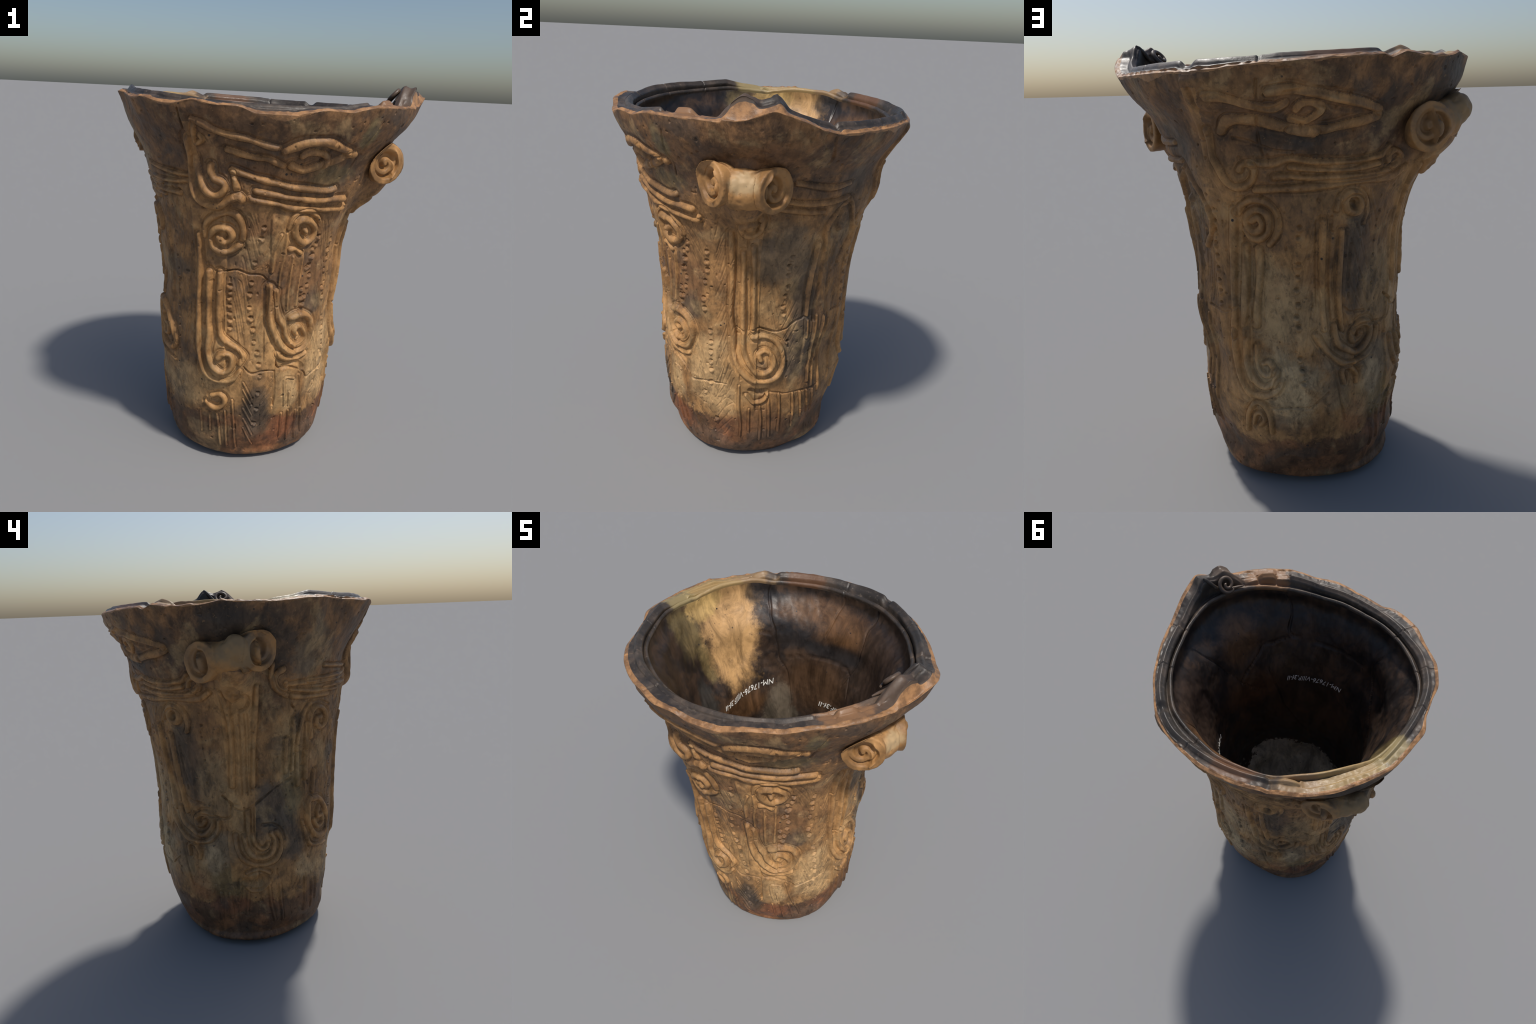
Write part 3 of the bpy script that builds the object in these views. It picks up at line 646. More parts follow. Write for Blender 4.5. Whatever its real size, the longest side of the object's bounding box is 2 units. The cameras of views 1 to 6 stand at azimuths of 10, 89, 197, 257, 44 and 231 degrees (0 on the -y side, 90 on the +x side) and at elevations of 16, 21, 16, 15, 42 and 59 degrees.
for k in range(1, len(CT)):
    a, b, c, d = P0[k-1], P0[k], P0[k+1], P0[k+2]
    if k == 1:
        a = 2*b - c
    for t in np.arange(SUB)/SUB:
        if k == 1 and t == 0:
            continue
        rows.append(.5*(2*b + (c-a)*t + (2*a-5*b+4*c-d)*t*t + (3*b-a-3*c+d)*t**3))
rows = np.array(rows)
rim = np.stack([rows[..., 0]*COS, rows[..., 0]*SIN, rows[..., 1]], -1)
n_edge = SUB + 5
rough = np.zeros(len(rim))
rough[:n_edge] = 1
rough = np.convolve(rough, np.ones(5)/5, 'same')[:, None]
bite = lattice_noise(rim, 15, 9)*.0045 + lattice_noise(rim, 60, 10)*.0015
bare = (1-has)[None, :]
groove_rows = np.exp(-((np.arange(len(rim))-8.2*SUB)/(1.4*SUB))**2)[:, None]
rim[..., 2] += bite*(.55*rough + .8*bare*(1-rough)*smooth(np.arange(len(rim))[::-1], 0, 12)[:, None] + .45*groove_rows) + .0015*lattice_noise(rim, 25, 11)
rim *= np.concatenate([np.repeat((1 + bite*rough*.6)[..., None], 2, -1), np.ones(rim.shape[:2]+(1,))], -1)
# the shallow crack lines that run over the rim where sherds meet
for a, w in ((-103.5, .4), (28.0, .5), (98, .4), (-150, .3), (52, .3), (-128, .3)):
    x = (DEG - a + 180) % 360 - 180
    rim[..., 2] -= .006*np.exp(-(x/w)**2)[None, :]*smooth(np.arange(len(rim)), 0, 4)[:, None]

# inside wall and floor
NI = 150
s = np.linspace(0, 1, NI+1)[1:]
z0 = iz - .026
zi = z0[None, :] + (FLOOR_Z - z0[None, :])*s[:, None]
thi = np.broadcast_to(TH, zi.shape)
ri = inner_radius(thi, zi)
start = INNER_R - .004
blend = smooth(s, 0, .06)[:, None]
ri = start*(1-blend) + ri*blend
ri = ri - .07*(1-smooth(zi, FLOOR_Z, FLOOR_Z+.08))**2
inside = np.stack([ri*COS, ri*SIN, zi], -1)
il = .004*lattice_noise(inside, 6, 21) + .0022*lattice_noise(inside, 22, 22) + .0016*lattice_noise(inside, 45, 23)
inside[..., :2] *= (1 + il/ri)[..., None]


def inside_crack(pts, w, h):
    p = spline(unwrap_pts(pts))
    best = np.full(zi.shape, 9.0)
    jag, jag2 = .016*lattice_noise(inside, 11, 91), .016*lattice_noise(inside, 13, 92)
    for k in range(len(p)-1):
        ax, bx = math.radians(p[k, 0]), math.radians(p[k+1, 0])
        dx = ((TH-ax+math.pi) % TAU - math.pi)[None, :]*.5 + jag
        dz = zi - p[k, 1] + jag2
        ux, uz = (bx-ax)*.5, p[k+1, 1]-p[k, 1]
        t = np.clip((dx*ux+dz*uz)/(ux*ux+uz*uz+1e-12), 0, 1)
        best = np.minimum(best, np.hypot(dx-t*ux, dz-t*uz)/w)
    f = h*np.clip(1-best**2, 0, 1)/ri
    inside[..., :2] *= (1+f)[..., None]


for pts in ([(136, 1.86), (138, 1.74), (137, 1.62), (134, 1.50), (128, 1.30), (127, 1.10)], [(150, 1.62), (138, 1.62)],
            [(75, 1.85), (78, 1.68), (81, 1.50), (86, 1.35)], [(130, 1.47), (115, 1.47), (100, 1.48), (86, 1.46), (78, 1.30)],
            [(-35, 1.84), (-38, 1.72), (-40, 1.58), (-70, 1.56), (-95, 1.55)], [(-104, 1.70), (-100, 1.55), (-112, 1.40), (-123, 1.30)],
            [(31, 1.74), (20, 1.55), (7, 1.39), (-10, 1.28)], [(7, 1.39), (-18, 1.52), (-40, 1.58)], [(-20, 1.40), (-40, 1.0), (-60, .8)],
            [(98, 1.84), (99, 1.70), (103, 1.62)]):
    inside_crack(pts, .0065, .006)

fr = np.linspace(1, 0, 26)[1:]
fc = np.array([AXIS[0], AXIS[1], FLOOR_Z-.01])
floor = fc + (inside[-1]-fc)*fr[:, None, None]
floor[..., 2] += .004*lattice_noise(floor, 9, 31)*fr[:, None]

GRID = np.concatenate([under, outer, rim, inside, floor], 0)
NB, NO, NR = len(under), len(outer), len(rim)
ROWS = len(GRID)
GRID[..., 2] -= GRID[..., 2].min()

gn = np.cross(np.roll(GRID, -1, 1) - np.roll(GRID, 1, 1), np.gradient(GRID, axis=0))
ln = np.linalg.norm(gn, axis=-1, keepdims=True)
gn = np.where(ln > 1e-12, gn/np.maximum(ln, 1e-12), 0)
gn[0], gn[-1] = (0, 0, -1), (0, 0, 1)

LABELS = ['base', 'foot', 'wall', 'collar', 'neck_band', 'rim_edge', 'rim', 'interior_wall', 'floor'] + ['scroll_column']*8
lab = np.zeros((ROWS-1, NT), np.int16)
row_kind = np.arange(ROWS-1)
lab[row_kind >= NB+NO-1+n_edge] = 6
lab[row_kind >= NB+NO+NR-1] = 7
lab[row_kind >= NB+NO+NR+NI-1] = 8
lab[(row_kind >= NB+NO-1) & (row_kind < NB+NO-1+n_edge)] = 5
ol = np.where(Z < .26, 1, np.where(Z < 1.41, 2, 3))
own = owner.astype(np.int16)
ol = np.where(own == 9, 4, np.where(own > 0, own+8, ol))
ol = np.where(Z > BREAK_Z - .004 + .008*lattice_noise(base_pts, 26, 77), 5, ol)
lab[NB:NB+NO-1] = ol[:-1]
lab[NB-1] = 0

# ------------------------------------------------------------------ materials


class Nodes:
    def __init__(self, name):
        self.mat = bpy.data.materials.new(name)
        self.mat.use_nodes = True
        self.t = self.mat.node_tree
        self.t.nodes.clear()
        self.co = self.new('ShaderNodeTexCoord').outputs['Object']

    def new(self, kind, **kw):
        n = self.t.nodes.new(kind)
        for k, v in kw.items():
            setattr(n, k, v)
        return n

    def put(self, sock, v):
        if isinstance(v, bpy.types.NodeSocket):
            self.t.links.new(v, sock)
        elif isinstance(v, (tuple, list)) and len(v) == 3 and sock.type == 'RGBA':
            sock.default_value = (*v, 1)
        else:
            sock.default_value = v

    def math(self, op, a, b=0.0, clamp=False):
        n = self.new('ShaderNodeMath', operation=op, use_clamp=clamp)
        self.put(n.inputs[0], a)
        self.put(n.inputs[1], b)
        return n.outputs[0]

    def vec(self, op, a, b=(0, 0, 0)):
        n = self.new('ShaderNodeVectorMath', operation=op)
        self.put(n.inputs[0], a)
        self.put(n.inputs[1], b)
        return n.outputs['Value'] if op == 'LENGTH' else n.outputs[0]

    def noise(self, scale, detail=5, rough=.55, stretch=None, dist=0.0):
        co = self.vec('MULTIPLY', self.co, stretch) if stretch else self.co
        n = self.new('ShaderNodeTexNoise')
        self.put(n.inputs['Vector'], co)
        for k, v in (('Scale', scale), ('Detail', detail), ('Roughness', rough), ('Distortion', dist)):
            n.inputs[k].default_value = v
        return n.outputs['Fac']

    def spots(self, scale, lo, hi):
        n = self.new('ShaderNodeTexVoronoi')
        self.put(n.inputs['Vector'], self.co)
        n.inputs['Scale'].default_value = scale
        return self.map(n.outputs['Distance'], hi, lo)

    def map(self, v, a, b, lo=0.0, hi=1.0):
        n = self.new('ShaderNodeMapRange', interpolation_type='SMOOTHSTEP')
        self.put(n.inputs['Value'], v)
        for k, x in (('From Min', a), ('From Max', b), ('To Min', lo), ('To Max', hi)):
            n.inputs[k].default_value = x
        return n.outputs['Result']

    def mix(self, f, a, b):
        n = self.new('ShaderNodeMix', data_type='RGBA')
        self.put(n.inputs['Factor'], f)
        self.put(n.inputs[6], a)
        self.put(n.inputs[7], b)
        return n.outputs[2]

    def scale(self, colour, k):
        n = self.new('ShaderNodeVectorMath', operation='SCALE')
        self.put(n.inputs[0], colour)
        self.put(n.inputs['Scale'], k)
        return n.outputs[0]

    def patch(self, colour, centre, size, col, strength, wob, soft=.35):
        """Stain of a colour: an uneven-edged blob round a place on the pot."""
        d = self.vec('LENGTH', self.vec('MULTIPLY', self.vec('SUBTRACT', colour_co(self), tuple(centre)), tuple(1/x for x in size)))
        d = self.math('ADD', d, wob)
        return self.mix(self.map(d, 1+soft/2, 1-soft/2, 0, strength), colour, col)

    def finish(self, colour, rough, bump_from=None, bump=.15, spec=.35, dist=.004):
        b = self.new('ShaderNodeBsdfPrincipled')
        self.put(b.inputs['Base Color'], colour)
        self.put(b.inputs['Roughness'], rough)
        b.inputs['Specular IOR Level'].default_value = spec
        if bump_from is not None:
            bm = self.new('ShaderNodeBump')
            bm.inputs['Strength'].default_value = bump
            bm.inputs['Distance'].default_value = dist
            self.put(bm.inputs['Height'], bump_from)
            self.t.links.new(bm.outputs[0], b.inputs['Normal'])
        o = self.new('ShaderNodeOutputMaterial')
        self.t.links.new(b.outputs[0], o.inputs[0])
        return self.mat


def colour_co(n):
    return n.co


def on_wall(deg, z, inside_wall=False):
    t = math.radians(deg)
    r = float(inner_radius(np.array(t), np.array(z))) if inside_wall else float(wall_radius(t, z))
    return (r*math.cos(t), r*math.sin(t), z)


TAN_LT, TAN, TAN_DK = (.45, .250, .098), (.335, .175, .066), (.20, .102, .041)
BROWN, UMBER, SOOT = (.17, .083, .036), (.085, .045, .024), (.042, .031, .023)
BUFF, ASH, OCHRE, RED = (.50, .32, .15), (.19, .14, .085), (.40, .26, .085), (.27, .10, .042)
OLIVE, GREY = (.21, .155, .07), (.090, .068, .048)

# stains on the outside: angle, height, half-width, half-height, colour, strength
STAINS = [
    (-126, .43, .17, .13, BUFF, .75), (-101, .45, .16, .12, TAN_LT, .7), (-80, .72, .13, .22, TAN_LT, .6),
    (-56, .42, .055, .11, BUFF, .85), (-54, .66, .16, .14, TAN_LT, .8), (-77, .33, .075, .20, GREY, .8),
    (-56, .20, .10, .10, RED, .8), (-70, .12, .08, .08, RED, .6), (-128, 1.08, .09, .05, GREY, .7), (-130, .66, .12, .05, UMBER, .6),
    (-66, 1.02, .13, .17, BROWN, .75), (-45, 1.05, .11, .22, BROWN, .7), (-42, .90, .06, .08, GREY, .7),
    (-92, 1.18, .14, .06, GREY, .5), (-80, 1.30, .07, .14, BROWN, .7), (-36, 1.74, .045, .16, OLIVE, .8), (-46, 1.57, .12, .05, OLIVE, .6),
    (-22, .52, .15, .24, BUFF, .75), (2, .62, .14, .18, TAN_LT, .8), (20, .80, .15, .25, TAN_LT, .45), (0, .90, .07, .30, TAN_LT, .6),
    (19, 1.22, .17, .17, ASH, .65), (35, .98, .06, .28, GREY, .75), (33, .68, .09, .16, GREY, .85), (44, .76, .09, .22, SOOT, .5),
    (-10, .20, .12, .10, RED, .5), (8, .22, .14, .16, BROWN, .7), (36, 1.76, .08, .18, UMBER, .6), (-14, 1.72, .13, .10, UMBER, .6),
    (6, 1.74, .12, .08, BROWN, .8), (55, 1.62, .08, .14, ASH, .4), (55, 1.32, .10, .16, GREY, .55),
    (76, 1.60, .07, .22, TAN_DK, .7), (80, 1.30, .13, .16, TAN, .7), (100, 1.30, .15, .16, BROWN, .5), (96, .95, .14, .20, (.36, .235, .115), .6),
    (100, .55, .17, .17, (.46, .33, .18), .85), (82, .48, .14, .12, TAN_LT, .6), (136, 1.08, .10, .24, GREY, .75), (128, .72, .09, .10, ASH, .5),
    (126, .50, .08, .08, ASH, .55), (138, .36, .08, .10, RED, .45), (139, 1.74, .07, .14, SOOT, .7), (118, 1.60, .12, .09, SOOT, .6),
    (100, 1.70, .14, .08, BROWN, .6), (150, 1.66, .14, .16, UMBER, .4), (168, 1.80, .20, .09, SOOT, .85), (-174, 1.70, .10, .14, SOOT, .7),
    (-158, 1.66, .10, .17, ASH, .6), (-176, 1.42, .09, .12, UMBER, .8), (-178, .84, .17, .13, GREY, .85), (170, .68, .07, .16, SOOT, .75),
    (-166, .66, .13, .14, GREY, .75), (150, 1.10, .10, .30, BROWN, .45), (152, .62, .10, .10, ASH, .7), (157, .40, .09, .10, OLIVE, .6),
    (158, .27, .10, .05, RED, .45), (-176, .43, .10, .09, TAN, .9),  (-160, .96, .06, .22, OLIVE, .6), (166, 1.08, .09, .30, TAN_LT, .65), (166, 1.42, .11, .12, TAN_LT, .7), (-176, .60, .10, .08, TAN_LT, .6), (110, .85, .14, .14, (.38, .25, .125), .6), (95, 1.80, .22, .05, (.28, .15, .058), .65), (104, 1.61, .13, .05, SOOT, .75), (60, 1.70, .08, .14, UMBER, .6), (150, .95, .08, .2, (.34, .225, .11), .55), (-165, 1.15, .09, .18, (.34, .225, .105), .6), (148, .55, .07, .08, (.42, .30, .17), .7), (-150, .45, .10, .07, (.42, .28, .14), .7),  # UMBER at (60, 1.70): shading painted on the collar plane turned aside
    (-140, .55, .10, .10, TAN, .7), (-150, .70, .09, .12, TAN, .6), (-100, 1.82, .10, .05, BROWN, .6), (-122, 1.75, .16, .12, UMBER, .5),
    (-60, 1.80, .20, .06, UMBER, .5), (-84, 1.60, .10, .06, UMBER, .6), (100, 1.82, .16, .04, TAN_DK, .6),
]


def outside_clay(name, lift):
    """Fired clay: mottled tan wall, darker flared collar, smoke-dark foot. lift>0: rubbed paler (cords)."""
    n = Nodes(name)
    big, mid, fine = n.noise(2.6, 4), n.noise(9, 7, .65, dist=.4), n.noise(44, 6, .7)
    grain = n.noise(140, 3, .6)
    wob = n.math('MULTIPLY', n.math('SUBTRACT', n.math('ADD', n.math('MULTIPLY', mid, .55), n.math('ADD', n.math('MULTIPLY', big, .35), n.math('MULTIPLY', fine, .25))), .575), 2.4)
    z = n.new('ShaderNodeSeparateXYZ')
    n.t.links.new(n.co, z.inputs[0])
    height = z.outputs['Z']
    col = n.mix(n.map(mid, .36, .66), TAN_DK, TAN)
    col = n.mix(n.map(big, .48, .70, 0, .5), col, TAN_LT)
    # collar: smoked brown with ragged dark flecks
    hz = n.math('ADD', height, n.math('MULTIPLY', wob, .10))
    col = n.mix(n.map(hz, 1.46, 1.60, 0, .85 - .45*lift), col, n.mix(n.map(mid, .40, .62), (.10, .054, .028), (.23, .115, .048)))
    # foot: red-brown and dark
    hz2 = n.math('ADD', height, n.math('MULTIPLY', wob, .14))
    footcol = n.mix(n.map(n.noise(7, 6, .6), .42, .62), (.10, .052, .027), (.22, .098, .042))
    col = n.mix(n.map(hz2, .305, .275, 0, .92), col, footcol)
    for a, h, w, hh, c, s in STAINS:
        dark = sum(c) < .36
        col = n.patch(col, on_wall(a, h), (w, w, hh), c, s*(1-.35*lift*dark), wob, .7)
    if lift:
        col = n.mix(n.map(mid, .30, .62, .10, .38), col, (.48, .25, .088))
    # charcoal clouds and paler, greyer washed areas
    drift = n.noise(4.2, 7, .62, dist=.5)
    col = n.mix(n.map(drift, .54, .64, 0, .55*(1-.5*lift)), col, (.075, .056, .042))
    col = n.mix(n.map(drift, .46, .36, 0, .42), col, (.40, .265, .125))
    # uneven firing: cloudy and streaky light-and-dark
    cloud = n.map(n.noise(17, 7, .68, stretch=(1, 1, .6), dist=.5), .32, .68, .66, 1.28)
    col = n.mix(1.0, (0, 0, 0), n.scale(col, cloud))
    # flecks and pock marks
    streak = n.noise(30, 6, .72, stretch=(1, 1, .45), dist=.6)
    col = n.mix(n.map(streak, .50, .64, 0, .62-.30*lift), col, n.scale(col, .42))
    col = n.mix(n.map(streak, .44, .32, 0, .40), col, n.scale(col, 1.55))
    col = n.mix(n.map(fine, .56, .70, 0, .55-.3*lift), col, (.060, .038, .025))
    col = n.mix(n.map(fine, .40, .30, 0, .35), col, TAN_LT)
    col = n.mix(n.math('MULTIPLY', n.spots(19, .08, .15), n.map(mid, .55, .60)), col, (.035, .026, .022))
    rough = n.map(mid, .3, .7, .50, .68)
    relief = n.math('ADD', n.math('MULTIPLY', n.math('ADD', fine, streak), .5), n.math('MULTIPLY', grain, .35))
    return n.finish(col, rough, relief, .35, .35)


def edge_clay():
    n = Nodes('broken_orange_clay')
    mid, fine = n.noise(16, 6, .65), n.noise(60, 5, .7)
    col = n.mix(n.map(mid, .38, .62), (.20, .105, .048), (.40, .205, .085))
    col = n.mix(n.map(fine, .58, .74, 0, .6), col, (.08, .05, .04))
    col = n.mix(n.map(fine, .40, .30, 0, .3), col, (.50, .34, .22))
    return n.finish(col, n.map(mid, .3, .7, .38, .6), fine, .5, .45)


def rim_clay():
    n = Nodes('burnished_black_rim')
    mid, fine = n.noise(11, 6, .6), n.noise(50, 6, .65)
    wob = n.math('MULTIPLY', n.math('SUBTRACT', mid, .5), 2.2)
    col = n.mix(n.map(mid, .40, .66), (.036, .029, .024), (.090, .066, .049))
    col = n.mix(n.map(fine, .56, .72, 0, .6), col, (.16, .125, .095))
    for a, w, c, s in ((-9, .11, (.115, .075, .05), .8), (-26, .12, (.26, .135, .062), .85), (148, .14, (.30, .19, .095), .9), (166, .18, (.36, .24, .10), .9),
                       (-176, .10, (.34, .26, .12), .8), (118, .12, (.16, .075, .036), .7)):
        t = math.radians(a)
        col = n.patch(col, (.69*math.cos(t), .69*math.sin(t), 1.89), (w, w, .2), c, s, wob, .6)
    return n.finish(col, n.map(fine, .3, .7, .36, .56), fine, .30, .42)


def inside_clay(name):
    n = Nodes(name)
    big, mid, fine = n.noise(2.5, 4), n.noise(8, 7, .68, dist=.3), n.noise(40, 6, .7)
    wob = n.math('MULTIPLY', n.math('SUBTRACT', n.math('ADD', n.math('MULTIPLY', mid, .7), n.math('MULTIPLY', fine, .3)), .5), 1.9)
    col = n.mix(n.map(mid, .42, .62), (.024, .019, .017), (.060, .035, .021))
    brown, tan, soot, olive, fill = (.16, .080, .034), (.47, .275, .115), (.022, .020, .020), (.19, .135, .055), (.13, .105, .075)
    for a, z, w, h, c, s, soft in (
            (112, 1.74, .20, .06, brown, .65, .9), (92, 1.67, .15, .10, brown, .8, .9), (108, 1.30, .22, .17, (.10, .052, .024), .6, .9), (125, 1.58, .14, .07, soot, .8, .8),
            (60, 1.55, .18, .22, (.055, .034, .024), .7, .8), (-2, 1.62, .12, .17, brown, .75, .9), (-2, 1.30, .18, .12, (.10, .048, .020), .6, .9),  # brown at (-2, 1.62) is a warm glow painted on the wall
            (-60, 1.0, .3, .2, (.07, .042, .024), .6, .9), (135, 1.08, .10, .22, fill, .75, .5), (165, 1.22, .16, .10, (.13, .065, .028), .8, .8),
            (-171, 1.74, .10, .15, olive, .7, .7), (-178, 1.52, .05, .20, olive, .8, .7),
            (163, 1.62, .165, .33, tan, .97, .6), (157, 1.80, .13, .12, tan, .95, .6), (174, 1.84, .12, .09, (.48, .31, .115), .9, .5),
            (146, 1.83, .05, .06, soot, .8, .8), (95, 1.53, .20, .05, soot, .8, .8), (-164, 1.30, .07, .22, (.05, .046, .040), .8, .5)):
        col = n.patch(col, on_wall(a, z, True), (w, w, h), c, s, wob, soft)
    # pale plaster fill low on one side
    plaster = n.mix(n.map(mid, .4, .65), (.46, .44, .38), (.58, .54, .43))
    col = n.patch(col, on_wall(-45, .36, True), (.40, .40, .24), plaster, .95, n.math('MULTIPLY', n.math('ADD', wob, n.math('MULTIPLY', n.math('SUBTRACT', big, .5), 1.5)), .9), .10)
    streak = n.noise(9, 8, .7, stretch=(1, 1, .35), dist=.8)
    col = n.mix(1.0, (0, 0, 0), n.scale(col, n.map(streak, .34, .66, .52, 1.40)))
    col = n.mix(n.map(fine, .58, .72, 0, .5), col, (.030, .022, .018))
    col = n.mix(n.math('MULTIPLY', n.spots(20, .07, .13), n.map(mid, .46, .54)), col, (.030, .022, .02))
    return n.finish(col, n.map(mid, .3, .7, .32, .56), n.math('ADD', fine, streak), .30, .42)


def floor_clay():
    n = Nodes('floor_with_plaster_fill')
    mid, fine = n.noise(7, 6, .6), n.noise(30, 5, .6)
    wob = n.math('MULTIPLY', n.math('SUBTRACT', mid, .5), 2.0)
    col = n.mix(n.map(fine, .4, .6), (.075, .045, .025), (.12, .072, .038))
    col = n.patch(col, (AXIS[0]+.20, AXIS[1]-.20, .1), (.30, .30, .5), (.55, .52, .44), .95, wob, .15)
    return n.finish(col, .28, fine, .12, .5)


def paint_white():
    n = Nodes('white_ink')
    return n.finish(n.mix(n.map(n.noise(80, 3), .3, .7), (.62, .60, .55), (.80, .78, .72)), .6)


M_WALL = outside_clay('fired_clay', 0.0)
M_CORD = outside_clay('rubbed_clay_cord', 1.0)
M_EDGE, M_RIM, M_IN, M_FLOOR, M_INK = edge_clay(), rim_clay(), inside_clay('near_black_inside'), floor_clay(), paint_white()

# ------------------------------------------------------------------ objects
pot = bpy.data.objects.new('pottery_vessel', None)
bpy.context.scene.collection.objects.link(pot)
pot['label'] = 'tall flared brown clay vessel with spiral cords and two handles'
pot['category'] = 'ancient pottery jar'


def add_object(name, mesh, mat, parent=pot):
    ob = bpy.data.objects.new(name, mesh)
    bpy.context.scene.collection.objects.link(ob)
    ob.parent = parent
    mesh.materials.clear()
    mesh.materials.append(mat)
    return ob


VIDX = np.arange(ROWS*NT).reshape(ROWS, NT)
FLAT, FLATN = GRID.reshape(-1, 3), gn.reshape(-1, 3)


def make_part(name, mask, mat):
    i, j = np.nonzero(mask)
    j2 = (j+1) % NT
    quads = np.stack([VIDX[i, j], VIDX[i, j2], VIDX[i+1, j2], VIDX[i+1, j]], 1)
    used, inv = np.unique(quads, return_inverse=True)
    quads = inv.reshape(quads.shape).astype(np.int32)
    me = bpy.data.meshes.new(name)
    me.vertices.add(len(used))
    me.vertices.foreach_set('co', FLAT[used].astype(np.float32).ravel())
    me.loops.add(quads.size)
    me.loops.foreach_set('vertex_index', quads.ravel())
    me.polygons.add(len(quads))
    me.polygons.foreach_set('loop_start', np.arange(0, quads.size, 4, dtype=np.int32))
    me.update(calc_edges=True)
    me.polygons.foreach_set('use_smooth', np.ones(len(quads), bool))
    me.normals_split_custom_set_from_vertices(FLATN[used])
    return add_object(name, me, mat)


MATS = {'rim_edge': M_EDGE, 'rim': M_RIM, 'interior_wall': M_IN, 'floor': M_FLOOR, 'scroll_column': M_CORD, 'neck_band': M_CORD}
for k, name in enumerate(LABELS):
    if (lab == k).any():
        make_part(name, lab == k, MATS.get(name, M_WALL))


def evaluated_mesh(ob):
    dg = bpy.context.evaluated_depsgraph_get()
    dg.update()
    return bpy.data.meshes.new_from_object(ob.evaluated_get(dg))


# ------------------------------------------------------------------ handles
import bmesh
from mathutils import Matrix


